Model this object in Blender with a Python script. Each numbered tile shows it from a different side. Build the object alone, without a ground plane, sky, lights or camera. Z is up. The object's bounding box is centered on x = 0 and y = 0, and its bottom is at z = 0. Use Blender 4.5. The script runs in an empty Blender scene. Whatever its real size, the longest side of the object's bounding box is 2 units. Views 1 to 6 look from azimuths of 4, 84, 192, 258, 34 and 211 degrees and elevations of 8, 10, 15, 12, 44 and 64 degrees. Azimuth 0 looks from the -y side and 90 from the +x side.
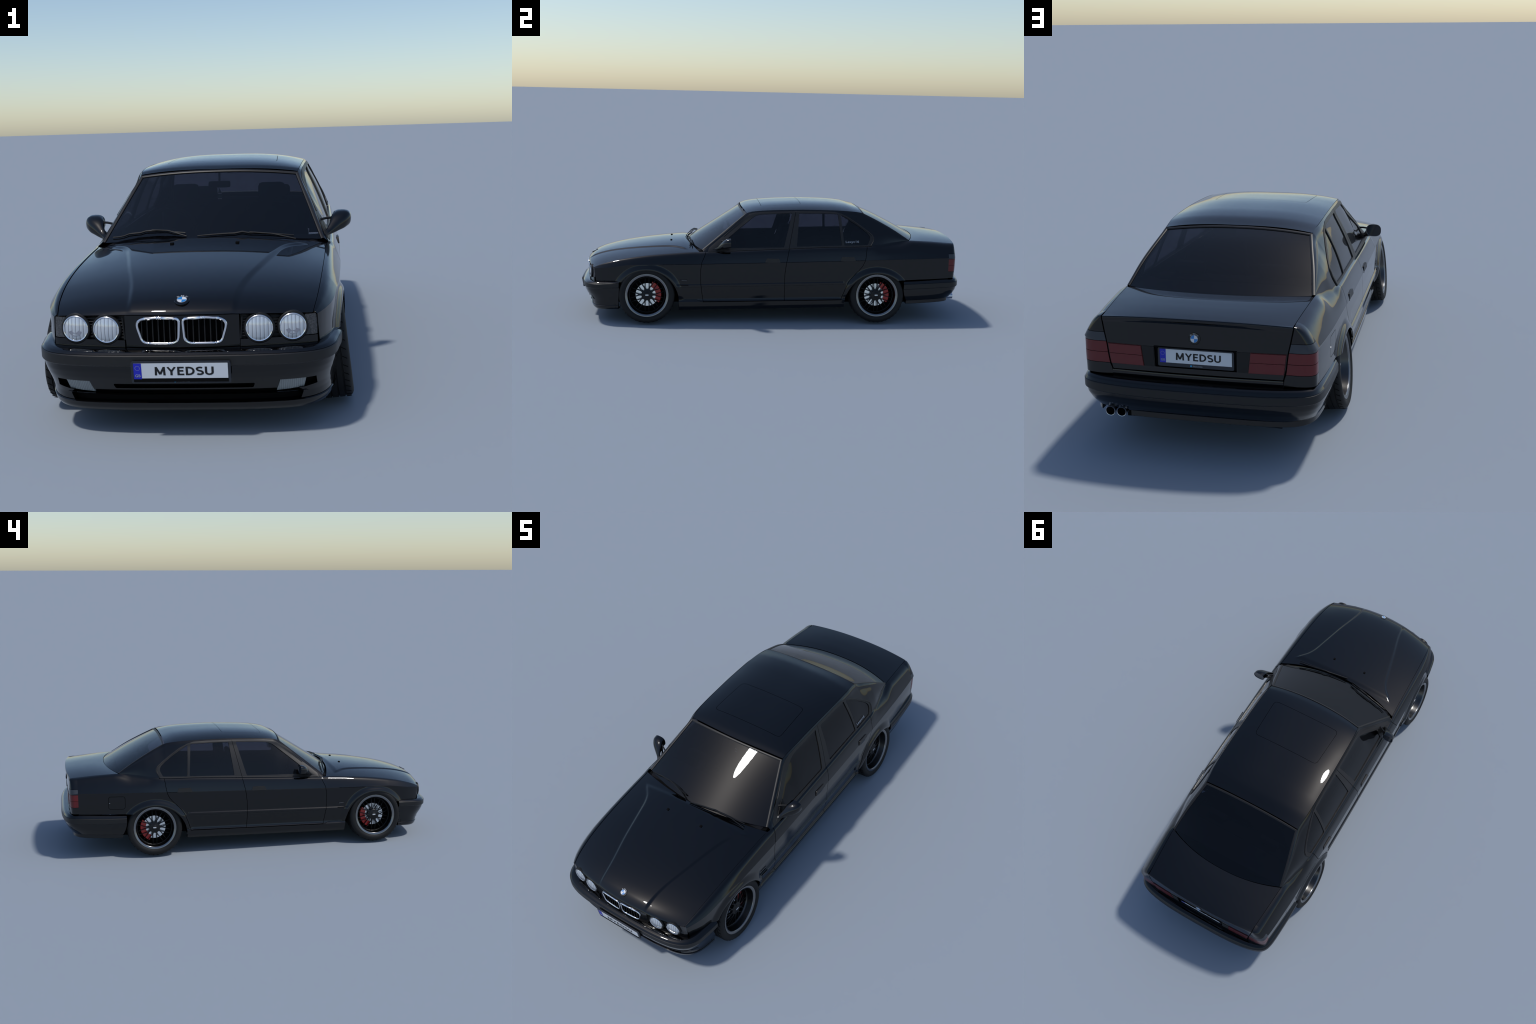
# Black four-door saloon, lowered, with cambered deep-dish wheels.
# Front faces -y, +x is the car's left side.  Everything is lofted from
# measured profile curves and cut into panels along shut lines.
import bpy, bmesh, math
import numpy as np
from mathutils import Vector, Matrix

# ------------------------------------------------------------------ helpers
def pchip(xs, ys):
    xs = np.asarray(xs, float); ys = np.asarray(ys, float)
    h = np.diff(xs); d = np.diff(ys) / h
    m = np.zeros(len(xs)); m[0] = d[0]; m[-1] = d[-1]
    for i in range(1, len(xs) - 1):
        if d[i - 1] * d[i] > 0:
            w1 = 2 * h[i] + h[i - 1]; w2 = h[i] + 2 * h[i - 1]
            m[i] = (w1 + w2) / (w1 / d[i - 1] + w2 / d[i])
    def f(x):
        x = np.clip(np.asarray(x, float), xs[0], xs[-1])
        k = np.clip(np.searchsorted(xs, x) - 1, 0, len(xs) - 2)
        t = (x - xs[k]) / h[k]
        return ((1 + 2*t)*(1-t)**2*ys[k] + t*(1-t)**2*h[k]*m[k]
                + t*t*(3-2*t)*ys[k+1] + t*t*(t-1)*h[k]*m[k+1])
    return f

def table(*rows):
    """rows (t, a, b, ...) -> list of interpolators, one per column"""
    r = np.array(rows, float)
    return [pchip(r[:, 0], r[:, i]) for i in range(1, r.shape[1])]

def smooth_path(pts, n):
    """Catmull-Rom like path through points, n samples, chord parametrised"""
    p = np.array(pts, float)
    t = np.concatenate([[0], np.cumsum(np.linalg.norm(np.diff(p, axis=0), axis=1))])
    s = np.linspace(0, t[-1], n)
    return np.stack([pchip(t, p[:, i])(s) for i in range(p.shape[1])], 1)

def sstep(x, a, b):
    t = np.clip((np.asarray(x, float) - a) / (b - a), 0, 1)
    return t * t * (3 - 2 * t)

ROOT = None
def link(ob, parent=None):
    bpy.context.scene.collection.objects.link(ob)
    ob.parent = parent if parent is not None else ROOT
    return ob

def add_mesh(name, verts, faces, mat, parent=None, smooth=True, angle=35):
    me = bpy.data.meshes.new(name)
    me.from_pydata([tuple(map(float, v)) for v in verts], [], [tuple(f) for f in faces])
    finish(me, mat, smooth, angle)
    return link(bpy.data.objects.new(name, me), parent)

def finish(me, mat, smooth=True, angle=35):
    mats = mat if isinstance(mat, (list, tuple)) else [mat]
    for m in mats: me.materials.append(m)
    me.validate(); me.update()
    if smooth:
        me.shade_smooth()
        me.set_sharp_from_angle(angle=math.radians(angle))
    else:
        me.shade_flat()

def from_bm(name, bm, mat, parent=None, smooth=True, angle=35):
    me = bpy.data.meshes.new(name)
    bm.to_mesh(me); bm.free()
    finish(me, mat, smooth, angle)
    return link(bpy.data.objects.new(name, me), parent)

def grid_faces(nr, nc, flip=False, closed=False):
    f = []
    for i in range(nr - 1):
        for j in range(nc if closed else nc - 1):
            a = i*nc + j; b = i*nc + (j+1) % nc
            q = (a, b, b + nc, a + nc)
            f.append(q[::-1] if flip else q)
    return f

def bm_grid(G, flip=False):
    nr, nc = G.shape[:2]
    bm = bmesh.new()
    vs = [bm.verts.new(p) for p in G.reshape(-1, 3)]
    for q in grid_faces(nr, nc, flip):
        try: bm.faces.new([vs[k] for k in q])
        except ValueError: pass
    return bm

def in_poly(poly, a, b):
    c = False; n = len(poly); j = n - 1
    for i in range(n):
        ai, bi = poly[i]; aj, bj = poly[j]
        if (bi > b) != (bj > b) and a < (aj - ai) * (b - bi) / (bj - bi) + ai: c = not c
        j = i
    return c

def offset_poly(poly, d):
    """move a closed outline outwards by d (2D)"""
    p = np.array(poly, float); n = len(p)
    area = 0.5*np.sum(p[:,0]*np.roll(p[:,1],-1) - np.roll(p[:,0],-1)*p[:,1])
    sg = 1 if area > 0 else -1
    e = np.roll(p, -1, 0) - p; e /= np.maximum(np.linalg.norm(e, axis=1), 1e-9)[:, None]
    nn = np.stack([e[:, 1], -e[:, 0]], 1) * sg
    m = nn + np.roll(nn, 1, 0)
    m /= np.maximum(np.sum(m * m, 1) / 2, 0.5)[:, None]
    return [tuple(q) for q in p + m * d]

def round_poly(poly, r, seg=5):
    """round the corners of a closed outline"""
    p = np.array(poly, float); n = len(p); out = []
    for i in range(n):
        a, b, c = p[i-1], p[i], p[(i+1) % n]
        u = a - b; w = c - b; lu = np.linalg.norm(u); lw = np.linalg.norm(w)
        k = min(r, lu*.45, lw*.45)
        s = b + u/lu*k; t = b + w/lw*k
        for q in np.linspace(0, 1, seg + 1):
            out.append(tuple((1-q)**2*s + 2*q*(1-q)*b + q*q*t))
    return out

def cut_outline(bm, poly, ax, filt=None, closed=True):
    """score the mesh along an outline seen along the axis not in ax"""
    i0, i1 = ax
    P = np.array(poly)
    lo = P.min(0); hi = P.max(0)
    cand = []
    for f in bm.faces:
        if filt and not filt(f): continue
        a = [v.co[i0] for v in f.verts]; b = [v.co[i1] for v in f.verts]
        if max(a) < lo[0] or min(a) > hi[0] or max(b) < lo[1] or min(b) > hi[1]: continue
        cand.append(f)
    n = len(poly)
    for k in range(n if closed else n - 1):
        p = poly[k]; q = poly[(k+1) % n]
        dx, dy = q[0]-p[0], q[1]-p[1]
        L = math.hypot(dx, dy)
        if L < 1e-7: continue
        no = [0, 0, 0]; no[i0] = -dy/L; no[i1] = dx/L
        co = [0, 0, 0]; co[i0] = p[0]; co[i1] = p[1]
        slo = (min(p[0], q[0]), min(p[1], q[1])); shi = (max(p[0], q[0]), max(p[1], q[1]))
        sel = []
        for f in cand:
            a = [v.co[i0] for v in f.verts]; b = [v.co[i1] for v in f.verts]
            if max(a) < slo[0] or min(a) > shi[0] or max(b) < slo[1] or min(b) > shi[1]: continue
            d = [(x - co[i0])*no[i0] + (y - co[i1])*no[i1] for x, y in zip(a, b)]
            if max(d) < 1e-6 or min(d) > -1e-6: continue
            sel.append(f)
        if not sel: continue
        geom = set(sel)
        for f in sel: geom.update(f.edges); geom.update(f.verts)
        r = bmesh.ops.bisect_plane(bm, geom=list(geom), dist=1e-6, plane_co=co, plane_no=no)
        s = set(x for x in r['geom'] if isinstance(x, bmesh.types.BMFace))
        cand = [f for f in cand if f.is_valid]
        cs = set(cand)
        cand += [f for f in s if f not in cs]

def classify(bm, poly, ax, to, frm=None, filt=None):
    i0, i1 = ax
    P = np.array(poly); lo = P.min(0); hi = P.max(0)
    for f in bm.faces:
        if frm is not None and f.material_index not in frm: continue
        if filt and not filt(f): continue
        c = f.calc_center_median()
        if lo[0] <= c[i0] <= hi[0] and lo[1] <= c[i1] <= hi[1] and in_poly(poly, c[i0], c[i1]):
            f.material_index = to

GAP = 0.0024
def panel(bm, poly, ax, rid, frm, filt=None, gap=GAP, gapid=99):
    """cut a panel out of the surface, leaving an open shut-line gap round it"""
    po = offset_poly(poly, gap/2); pi = offset_poly(poly, -gap/2)
    cut_outline(bm, po, ax, filt); cut_outline(bm, pi, ax, filt)
    classify(bm, po, ax, gapid, frm, filt)
    classify(bm, pi, ax, rid, [gapid], filt)

def take(bm, rid):
    """copy the faces of one region into a new bmesh"""
    b2 = bm.copy()
    bmesh.ops.delete(b2, geom=[f for f in b2.faces if f.material_index != rid], context='FACES')
    for f in b2.faces: f.material_index = 0
    return b2

def fold_edges(bm, depth=0.005):
    """turn every open border inwards so a panel shows its thickness"""
    bm.normal_update()
    be = [e for e in bm.edges if e.is_boundary]
    nv = {}
    for e in be:
        for v in e.verts:
            if v not in nv: nv[v] = bm.verts.new(v.co - v.normal * depth)
    for e in be:
        f = e.link_faces[0]
        a, b = e.verts
        for l in f.loops:
            if l.edge == e: a, b = l.vert, l.link_loop_next.vert
        try: bm.faces.new((b, a, nv[a], nv[b]))
        except ValueError: pass

def flip_x(bm):
    b = bm.copy()
    for v in b.verts: v.co.x = -v.co.x
    bmesh.ops.reverse_faces(b, faces=b.faces[:])
    return b

def both_sides(name, bm, mat, parent=None, angle=35):
    o1 = from_bm(name, flip_x(bm), mat, parent[1] if isinstance(parent, tuple) else parent, angle=angle)
    o0 = from_bm(name, bm, mat, parent[0] if isinstance(parent, tuple) else parent, angle=angle)
    return o0, o1

def shift(bm, d):
    bm.normal_update()
    ns = [(v, v.normal.copy()) for v in bm.verts]
    for v, n in ns: v.co += n * d

def lathe(profile, n=64, axis='x'):
    """revolve (r, h) profile round the x axis"""
    V = []; m = len(profile)
    for k in range(n):
        a = 2*math.pi*k/n
        for r, h in profile: V.append((h, r*math.cos(a), r*math.sin(a)))
    F = []
    for k in range(n):
        for i in range(m-1):
            a = k*m+i; b = ((k+1) % n)*m+i
            F.append((a, a+1, b+1, b))
    return V, F

def tube(path, r, n=8, closed=False, squash=None):
    """tube along a 3D path"""
    P = [Vector(p) for p in path]; V = []; F = []; N = len(P)
    rr = r if hasattr(r, '__len__') else [r]*N
    up = None
    for i, p in enumerate(P):
        a = P[i-1] if (i > 0 or closed) else p
        b = P[(i+1) % N] if (i < N-1 or closed) else p
        t = (b-a).normalized()
        if up is None:
            up = Vector((0, 0, 1)) if abs(t.z) < .9 else Vector((1, 0, 0))
        u = t.cross(up).normalized(); w = u.cross(t)
        for k in range(n):
            an = 2*math.pi*k/n
            V.append(p + u*(rr[i]*math.cos(an)) + w*(rr[i]*math.sin(an)))
    for i in range(N if closed else N-1):
        for k in range(n):
            a = i*n+k; b = i*n+(k+1) % n; c = ((i+1) % N)*n+k; d = ((i+1) % N)*n+(k+1) % n
            F.append((a, b, d, c))
    if not closed:
        F.append(tuple(range(n))[::-1]); F.append(tuple((N-1)*n+k for k in range(n)))
    return V, F

def box(lo, hi, bevel=0.0, seg=2):
    bm = bmesh.new()
    bmesh.ops.create_cube(bm, size=1)
    lo = Vector(lo); hi = Vector(hi)
    for v in bm.verts:
        v.co = Vector([(lo[i]+hi[i])/2 + v.co[i]*(hi[i]-lo[i]) for i in range(3)])
    if bevel > 0:
        bmesh.ops.bevel(bm, geom=bm.edges[:], offset=bevel, segments=seg, profile=.5, affect='EDGES')
    return bm

def merge(parts):
    V = []; F = []
    for v, f in parts:
        o = len(V); V += list(v); F += [tuple(i+o for i in q) for q in f]
    return V, F

def plate_from_outline(outline, depth):
    """solid slab from a 2D outline (u, v), depth along w; returns verts, faces"""
    n = len(outline)
    V = [(u, v, 0) for u, v in outline] + [(u, v, -depth) for u, v in outline]
    F = [tuple(range(n)), tuple(range(2*n-1, n-1, -1))]
    for i in range(n): F.append((i, i+n, (i+1) % n+n, (i+1) % n))
    return V, F

def place(V, origin, ux, uy, uw):
    o = Vector(origin); ux = Vector(ux); uy = Vector(uy); uw = Vector(uw)
    return [o + ux*v[0] + uy*v[1] + uw*v[2] for v in V]

# ---------------------------------------------------------------- materials
def mat_basic(name, col, rough=.4, metal=0., coat=0., coat_rough=.03, spec=.5, bump=None, noise=None, trans=0., ior=1.45):
    m = bpy.data.materials.new(name); m.use_nodes = True
    nt = m.node_tree; b = nt.nodes['Principled BSDF']
    b.inputs['Base Color'].default_value = (*col, 1)
    b.inputs['Roughness'].default_value = rough
    b.inputs['Metallic'].default_value = metal
    b.inputs['Coat Weight'].default_value = coat
    b.inputs['Coat Roughness'].default_value = coat_rough
    b.inputs['Specular IOR Level'].default_value = spec
    b.inputs['Transmission Weight'].default_value = trans
    b.inputs['IOR'].default_value = ior
    tc = nt.nodes.new('ShaderNodeTexCoord')
    if noise:
        sc, amt = noise
        n = nt.nodes.new('ShaderNodeTexNoise'); n.inputs['Scale'].default_value = sc
        n.inputs['Detail'].default_value = 3
        nt.links.new(tc.outputs['Object'], n.inputs['Vector'])
        r = nt.nodes.new('ShaderNodeValToRGB')
        r.color_ramp.elements[0].position = .3; r.color_ramp.elements[1].position = .7
        r.color_ramp.elements[0].color = (*[c*(1-amt) for c in col], 1)
        r.color_ramp.elements[1].color = (*[min(1, c*(1+amt)) for c in col], 1)
        nt.links.new(n.outputs['Fac'], r.inputs['Fac'])
        nt.links.new(r.outputs['Color'], b.inputs['Base Color'])
    if bump:
        sc, st = bump
        n = nt.nodes.new('ShaderNodeTexNoise'); n.inputs['Scale'].default_value = sc
        nt.links.new(tc.outputs['Object'], n.inputs['Vector'])
        bp = nt.nodes.new('ShaderNodeBump'); bp.inputs['Strength'].default_value = st
        bp.inputs['Distance'].default_value = .002
        nt.links.new(n.outputs['Fac'], bp.inputs['Height'])
        nt.links.new(bp.outputs['Normal'], b.inputs['Normal'])
    return m

def mat_ribbed(name, col_a, col_b, scale, axis='X', rough=.15, metal=0., coat=.6, bump=.4):
    """lens with moulded ribs: wave bands across one axis"""
    m = mat_basic(name, col_a, rough, metal, coat)
    nt = m.node_tree; b = nt.nodes['Principled BSDF']
    tc = [n for n in nt.nodes if n.type == 'TEX_COORD'][0]
    w = nt.nodes.new('ShaderNodeTexWave'); w.wave_type = 'BANDS'; w.bands_direction = axis
    w.inputs['Scale'].default_value = scale; w.inputs['Distortion'].default_value = .3
    nt.links.new(tc.outputs['Object'], w.inputs['Vector'])
    r = nt.nodes.new('ShaderNodeValToRGB')
    r.color_ramp.elements[0].position = .0; r.color_ramp.elements[1].position = .13
    r.color_ramp.elements[0].color = (*col_b, 1); r.color_ramp.elements[1].color = (*col_a, 1)
    nt.links.new(w.outputs['Fac'], r.inputs['Fac'])
    nt.links.new(r.outputs['Color'], b.inputs['Base Color'])
    bp = nt.nodes.new('ShaderNodeBump'); bp.inputs['Strength'].default_value = bump
    bp.inputs['Distance'].default_value = .001
    nt.links.new(w.outputs['Fac'], bp.inputs['Height'])
    nt.links.new(bp.outputs['Normal'], b.inputs['Normal'])
    return m

PAINT  = mat_basic('black_paint', (.0007, .0007, .0009), rough=.27, spec=.04, coat=1., coat_rough=.012)
TRIM   = mat_basic('dark_trim', (.014, .0125, .012), rough=.42, spec=.5)
STRIP  = mat_basic('bumper_rubber', (.0075, .0075, .008), rough=.40, spec=.5)
BLACK  = mat_basic('matt_black', (.0022, .0022, .0024), rough=.75, spec=.12)
PLAST  = mat_basic('black_plastic', (.006, .006, .0065), rough=.45, spec=.4)
def mat_glass(name, clear, tint):
    """dark tinted safety glass: glossy black film, part of the light passes straight through"""
    m = mat_basic(name, (.0010, .0011, .0014), rough=.30, spec=.06, coat=1., coat_rough=.0)
    nt = m.node_tree; b = nt.nodes['Principled BSDF']; out = nt.nodes['Material Output']
    t = nt.nodes.new('ShaderNodeBsdfTransparent'); t.inputs['Color'].default_value = (*tint, 1)
    lw = nt.nodes.new('ShaderNodeLayerWeight'); lw.inputs['Blend'].default_value = .5
    fr = nt.nodes.new('ShaderNodeMath'); fr.operation = 'POWER'; fr.inputs[1].default_value = 5.
    nt.links.new(lw.outputs['Facing'], fr.inputs[0])
    inv = nt.nodes.new('ShaderNodeMath'); inv.operation = 'MULTIPLY_ADD'
    inv.inputs[1].default_value = -clear; inv.inputs[2].default_value = clear
    nt.links.new(fr.outputs['Value'], inv.inputs[0])
    mx = nt.nodes.new('ShaderNodeMixShader')
    nt.links.new(inv.outputs['Value'], mx.inputs['Fac'])
    nt.links.new(b.outputs['BSDF'], mx.inputs[1]); nt.links.new(t.outputs['BSDF'], mx.inputs[2])
    nt.links.new(mx.outputs['Shader'], out.inputs['Surface'])
    return m
GLASS  = mat_glass('tinted_glass', .27, (.85, .86, 1.))
GLASSIN = mat_glass('tinted_glass_inside', .95, (.97, .97, 1.))
CHROME = mat_basic('chrome', (.82, .83, .86), rough=.12, metal=1.)
TYRE   = mat_basic('tyre_rubber', (.0085, .0083, .0085), rough=.62, spec=.35, bump=(420, .15))
LIP    = mat_basic('polished_lip', (.21, .215, .225), rough=.22, metal=1.)
BARREL = mat_basic('rim_barrel', (.10, .10, .10), rough=.28, metal=1.)
SPOKE  = mat_basic('black_spoke', (.0045, .0045, .005), rough=.42, spec=.4)
DISC   = mat_basic('brake_disc_steel', (.72, .76, .82), rough=.22, metal=1., noise=(120, .06))
CALIP  = mat_basic('red_caliper', (.50, .010, .008), rough=.38, coat=.3)
SILVER = mat_basic('cap_silver', (.65, .66, .68), rough=.35, metal=.6)
RED    = mat_ribbed('red_lens', (.125, .0045, .006), (.100, .004, .006), 160, 'X', rough=.30, coat=.25, bump=.06)
REDEDGE= mat_basic('red_lens_edge', (.05, .0, .0), rough=.4)
SMOKE  = mat_ribbed('smoked_lens', (.03, .034, .042), (.022, .026, .032), 260, 'Z', rough=.3, coat=.3, bump=.3)
SIGNAL = mat_basic('smoked_signal', (.045, .046, .050), rough=.4, coat=.25, noise=(260, .5), bump=(300, .5))
LAMP   = mat_ribbed('lamp_glass', (.52, .56, .61), (.17, .18, .20), 36, 'X', rough=.12, metal=.25, coat=.8, bump=.6)
LAMPIN = mat_basic('lamp_reflector', (.30, .31, .36), rough=.3, metal=.3, coat=.5)
FOG    = mat_ribbed('fog_glass', (.24, .265, .27), (.10, .112, .118), 75, 'X', rough=.25, metal=.2, coat=.5, bump=.8)
WHITE  = mat_basic('plate_white', (.62, .64, .67), rough=.45)
BLUE   = mat_basic('plate_blue', (.012, .018, .42), rough=.4)
PFRAME = mat_basic('plate_frame', (.020, .024, .032), rough=.35)
INK    = mat_basic('plate_ink', (.006, .006, .007), rough=.5)
STAR   = mat_basic('star_grey', (.28, .30, .42), rough=.5)
LOGOB  = mat_basic('badge_blue', (.015, .19, .50), rough=.3, coat=.4)
LOGOW  = mat_basic('badge_white', (.60, .60, .62), rough=.35, coat=.4)
LETTER = mat_basic('letter_grey', (.30, .31, .33), rough=.4)
CYAN   = mat_basic('mark_cyan', (.02, .30, .55), rough=.4)
SEAT   = mat_basic('seat_cloth', (.006, .0065, .009), rough=.85, spec=.2)
GREEN  = mat_basic('card_green', (.01, .05, .035), rough=.7)
MIRROR = mat_basic('mirror_glass', (.02, .023, .03), rough=.05, coat=.6)
PIPE   = mat_basic('exhaust_steel', (.55, .57, .62), rough=.2, metal=1.)

# -------------------------------------------------------------- root object
ROOT = None
root = bpy.data.objects.new('sedan_car', None)
bpy.context.scene.collection.objects.link(root)
root['label'] = 'glossy black four-door saloon car on deep-dish cambered wheels'
root['category'] = 'car'
ROOT = root
root.location = (-.004, 0, 0)      # the shell sits a touch right of the mirror-to-mirror middle

def orient(b, ref):
    b.normal_update()
    if sum(f.normal.dot(Vector(ref))*f.calc_area() for f in b.faces if abs(f.calc_center_median().x) < .15) < 0:
        bmesh.ops.reverse_faces(b, faces=b.faces[:])
    b.normal_update()

# ---------------------------------------------------- measured body curves
# top edge of the body side: bonnet shut line -> window base -> boot shut line
TBx, TBz = table(
    (-.919, .292, .280), (-.895, .2965, .292), (-.866, .301, .303), (-.78, .309, .326), (-.652, .316, .346),
    (-.523, .321, .358), (-.403, .325, .366), (-.35, .333, .367), (-.2, .336, .374), (.07, .336, .386),
    (.30, .335, .396), (.48, .333, .400), (.55, .324, .409), (.62, .309, .419), (.703, .296, .427),
    (.80, .289, .423), (.90, .2815, .4155), (.949, .278, .411))
# crease half width along the car, and heights that follow the rake
CRx, = table((-.919, .299), (-.90, .310), (-.87, .323), (-.83, .335), (-.78, .343), (-.65, .354), (-.5, .360), (-.37, .363),
             (.05, .364), (.30, .363), (.47, .361), (.70, .356), (.80, .3515), (.88, .346), (.92, .342))
CRz  = lambda y: .3195 + .0262*y
STz  = lambda y: .2107 + .0203*y       # rubbing strip
DBz  = lambda y: .119 + .015*y         # door bottom
SBz  = lambda y: .0765 + .0166*y        # sill bottom

ARCH_F = (-.648, .116, .160)           # wheel arch circles (y, z, r)
ARCH_R = (.5315, .100, .166)
FLARE  = ((ARCH_F, .012), (ARCH_R, .014))

def section(y):
    """body-side cross-section at y from window base to sill, (x, z) points"""
    xt, zt, xc, zc = TBx(y), TBz(y), CRx(y), CRz(y)
    zc = min(zc, zt - max(.004, .95*(xc-xt))) if y < -.6 else zc
    dx, dz = xc-xt, zt-zc
    c = float(sstep(y, .49, .56) * (1-sstep(y, .64, .73)))       # pillar foot flows into the quarter
    mixc = lambda a, b: a + (b-a)*c
    sh = smooth_path([(xt, zt), (xt+mixc(.20, .13)*dx, zt-mixc(.045, .13)*dz), (xt+mixc(.42, .38)*dx, zt-mixc(.18, .28)*dz),
                      (xt+.75*dx, zt-mixc(.58, .60)*dz), (xc, zc+.0015)], 16)
    zs, zd, zb = STz(y), DBz(y), SBz(y)
    g = .0022 * float(sstep(y, -.75, -.52))          # crease groove fades out forward
    k = float(sstep(y, -.500, -.488) * (1-sstep(y, .350, .366)))     # rubbing strip runs between the arches
    def seg(a, b, n): return [(a[0]+(b[0]-a[0])*t, a[1]+(b[1]-a[1])*t) for t in np.linspace(0, 1, n+1)[1:]]
    low = []
    pts = [(xc, zc+.0015), (xc-g, zc-.0015), (xc-.001, zc-.05), (xc-.001-.0015*k, zs+.004), (xc-.001+.0026*k, zs-.001),
           (xc-.001+.0026*k, zs-.010), (xc-.0012, zs-.0115), (xc-.010, zd+.030), (xc-.0145, zd+.014),
           (xc-.0125, zd+.006), (xc-.008, zd), (xc-.0095, zd-.010), (xc-.013, zb+.014), (xc-.021, zb), (xc-.05, zb+.002)]
    ns = [1, 12, 10, 1, 2, 1, 8, 3, 2, 2, 2, 3, 3, 3]
    for a, b, n in zip(pts[:-1], pts[1:], ns): low += seg(a, b, n)
    P = np.array(list(map(tuple, sh)) + low)
    return P

def side_grid(y0, y1, ny, inset=0.):
    ys = np.linspace(y0, y1, ny)
    G = np.array([[(x - inset, y, z) for x, z in section(y)] for y in ys])
    for (ay, az, r), amp in FLARE:
        d = np.hypot(G[..., 1]-ay, G[..., 2]-az) - r
        zc = CRz(G[..., 1])
        w = (1 - sstep(d, .003, .034)) * sstep(G[..., 2], .10, .17) * (1 - sstep(G[..., 2], zc-.02, zc+.012))
        G[..., 0] += amp * w
    return G

# --------------------------------------------------------------- body sides
YF, YR = -.917, .912
NS = 380
SG = side_grid(YF, YR, NS)
sb = bm_grid(SG, flip=False)
sb.normal_update()
if sum(f.normal.x for f in sb.faces) < 0: bmesh.ops.reverse_faces(sb, faces=sb.faces[:])

def circle2(c, n=48): return [(c[0]+c[2]*math.cos(2*math.pi*k/n), c[1]+c[2]*math.sin(2*math.pi*k/n)) for k in range(n)]
def arch_outline(c):
    """round on top, opening a little towards the ground"""
    n = 40; P = []
    for k in range(n+1):
        a = math.pi*k/n
        P.append((c[0]+c[2]*math.cos(a), c[1]+c[2]*math.sin(a)))
    P += [(c[0]-c[2]-.004, .02), (c[0]+c[2]+.004, .02)]
    return P
YZ = (1, 2)
REM, FENDER, FDOOR, RDOOR, QUARTER, SILL = 98, 0, 1, 2, 3, 4
for A in (ARCH_F, ARCH_R):
    po = arch_outline(A); cut_outline(sb, po, YZ); classify(sb, po, YZ, REM)
# bumper zones are removed from the body side
fz = [(-1.0, .0), (-.70, .0), (-.70, .213), (-.78, .2135), (-.906, .213), (-1.0, .213)]
rz = [(.62, .0), (1.1, .0), (1.1, .242), (.923, .2375), (.67, .2285), (.62, .2285)]
for z in (fz, rz):
    cut_outline(sb, z, YZ); classify(sb, z, YZ, REM)
# slanted front edge of the wing
fe = [(-1., .30), (-.9175, .2845), (-.914, .26), (-.906, .205), (-1., .205)]
cut_outline(sb, fe, YZ); classify(sb, fe, YZ, REM)

door_f = [(-.346, .55), (-.350, .372), (-.360, .345), (-.3725, .318), (-.3775, .285), (-.379, .255), (-.3765, .203), (-.370, .150), (-.364, .1135),
          (.053, .1200), (.051, .195), (.052, .266), (.059, .319), (.0735, .386), (.085, .55)]
door_r = [(.0735, .386), (.085, .55), (.470, .55), (.4775, .400), (.470, .345), (.465, .325), (.455, .303), (.437, .281), (.415, .259), (.397, .240), (.382, .219), (.366, .182), (.3465, .1245),
          (.053, .1200), (.051, .195), (.052, .266), (.059, .319)]
panel(sb, door_f, YZ, FDOOR, [FENDER])
panel(sb, door_r, YZ, RDOOR, [FENDER])
sill = [(-.60, .0), (-.60, .121), (-.40, .1235), (-.3655, .1115), (.053, .1185), (.345, .1225), (.36, .131), (.50, .134), (.50, .0)]
panel(sb, sill, YZ, SILL, [FENDER], gap=.0016)
for f in sb.faces:
    if f.material_index == FENDER and f.calc_center_median().y > .1: f.material_index = QUARTER
FUEL = 6
fuel = round_poly([(.680, .320), (.762, .3225), (.7635, .2585), (.681, .2560)], .012)

doors = {}
for rid, nm in ((FENDER, 'front_fender'), (FDOOR, 'front_door'), (RDOOR, 'rear_door'), (SILL, 'side_sill')):
    b = take(sb, rid); fold_edges(b, .006)
    doors[nm] = both_sides(nm, b, PAINT, angle=28)
b = take(sb, QUARTER); b2 = flip_x(b)
QL = b.copy()
fold_edges(b, .006)
QP = from_bm('quarter_panel', b, PAINT, angle=28)
for f in b2.faces: f.material_index = 0
panel(b2, fuel, YZ, FUEL, [0], gap=.0018)
bf = take(b2, FUEL); bq = take(b2, 0); b2.free()
QR = bq.copy()
fold_edges(bq, .006); fold_edges(bf, .004)
QM = from_bm('quarter_panel', bq, PAINT, angle=28)
from_bm('fuel_flap', bf, PAINT, QM)
FLX = float(np.interp(.289, section(.757)[::-1, 1], section(.757)[::-1, 0]))
add_mesh('fuel_latch', *tube([(-FLX+.002, .7575, .289), (-FLX-.0006, .7575, .289)], .0016, 8), CHROME, QM)
sb.free()

# dark liner under the side panels closes the shut lines
LG = side_grid(-.90, .90, 120, inset=.009)[:, 7:]
LG[..., 2] -= .002
lb = bm_grid(LG)
bmesh.ops.delete(lb, geom=[f for f in lb.faces if
    min(math.hypot(f.calc_center_median().y-a[0], f.calc_center_median().z-a[1])-a[2] for a in (ARCH_F, ARCH_R)) < .014
    or (f.calc_center_median().y < -.70 and f.calc_center_median().z < .215) or (f.calc_center_median().y > .62 and f.calc_center_median().z < .232)
    or (abs(f.calc_center_median().y-ARCH_F[0]) < .17 and f.calc_center_median().z < .1)
    or (abs(f.calc_center_median().y-ARCH_R[0]) < .175 and f.calc_center_median().z < .1)], context='FACES')
both_sides('side_liner', lb, BLACK)

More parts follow.
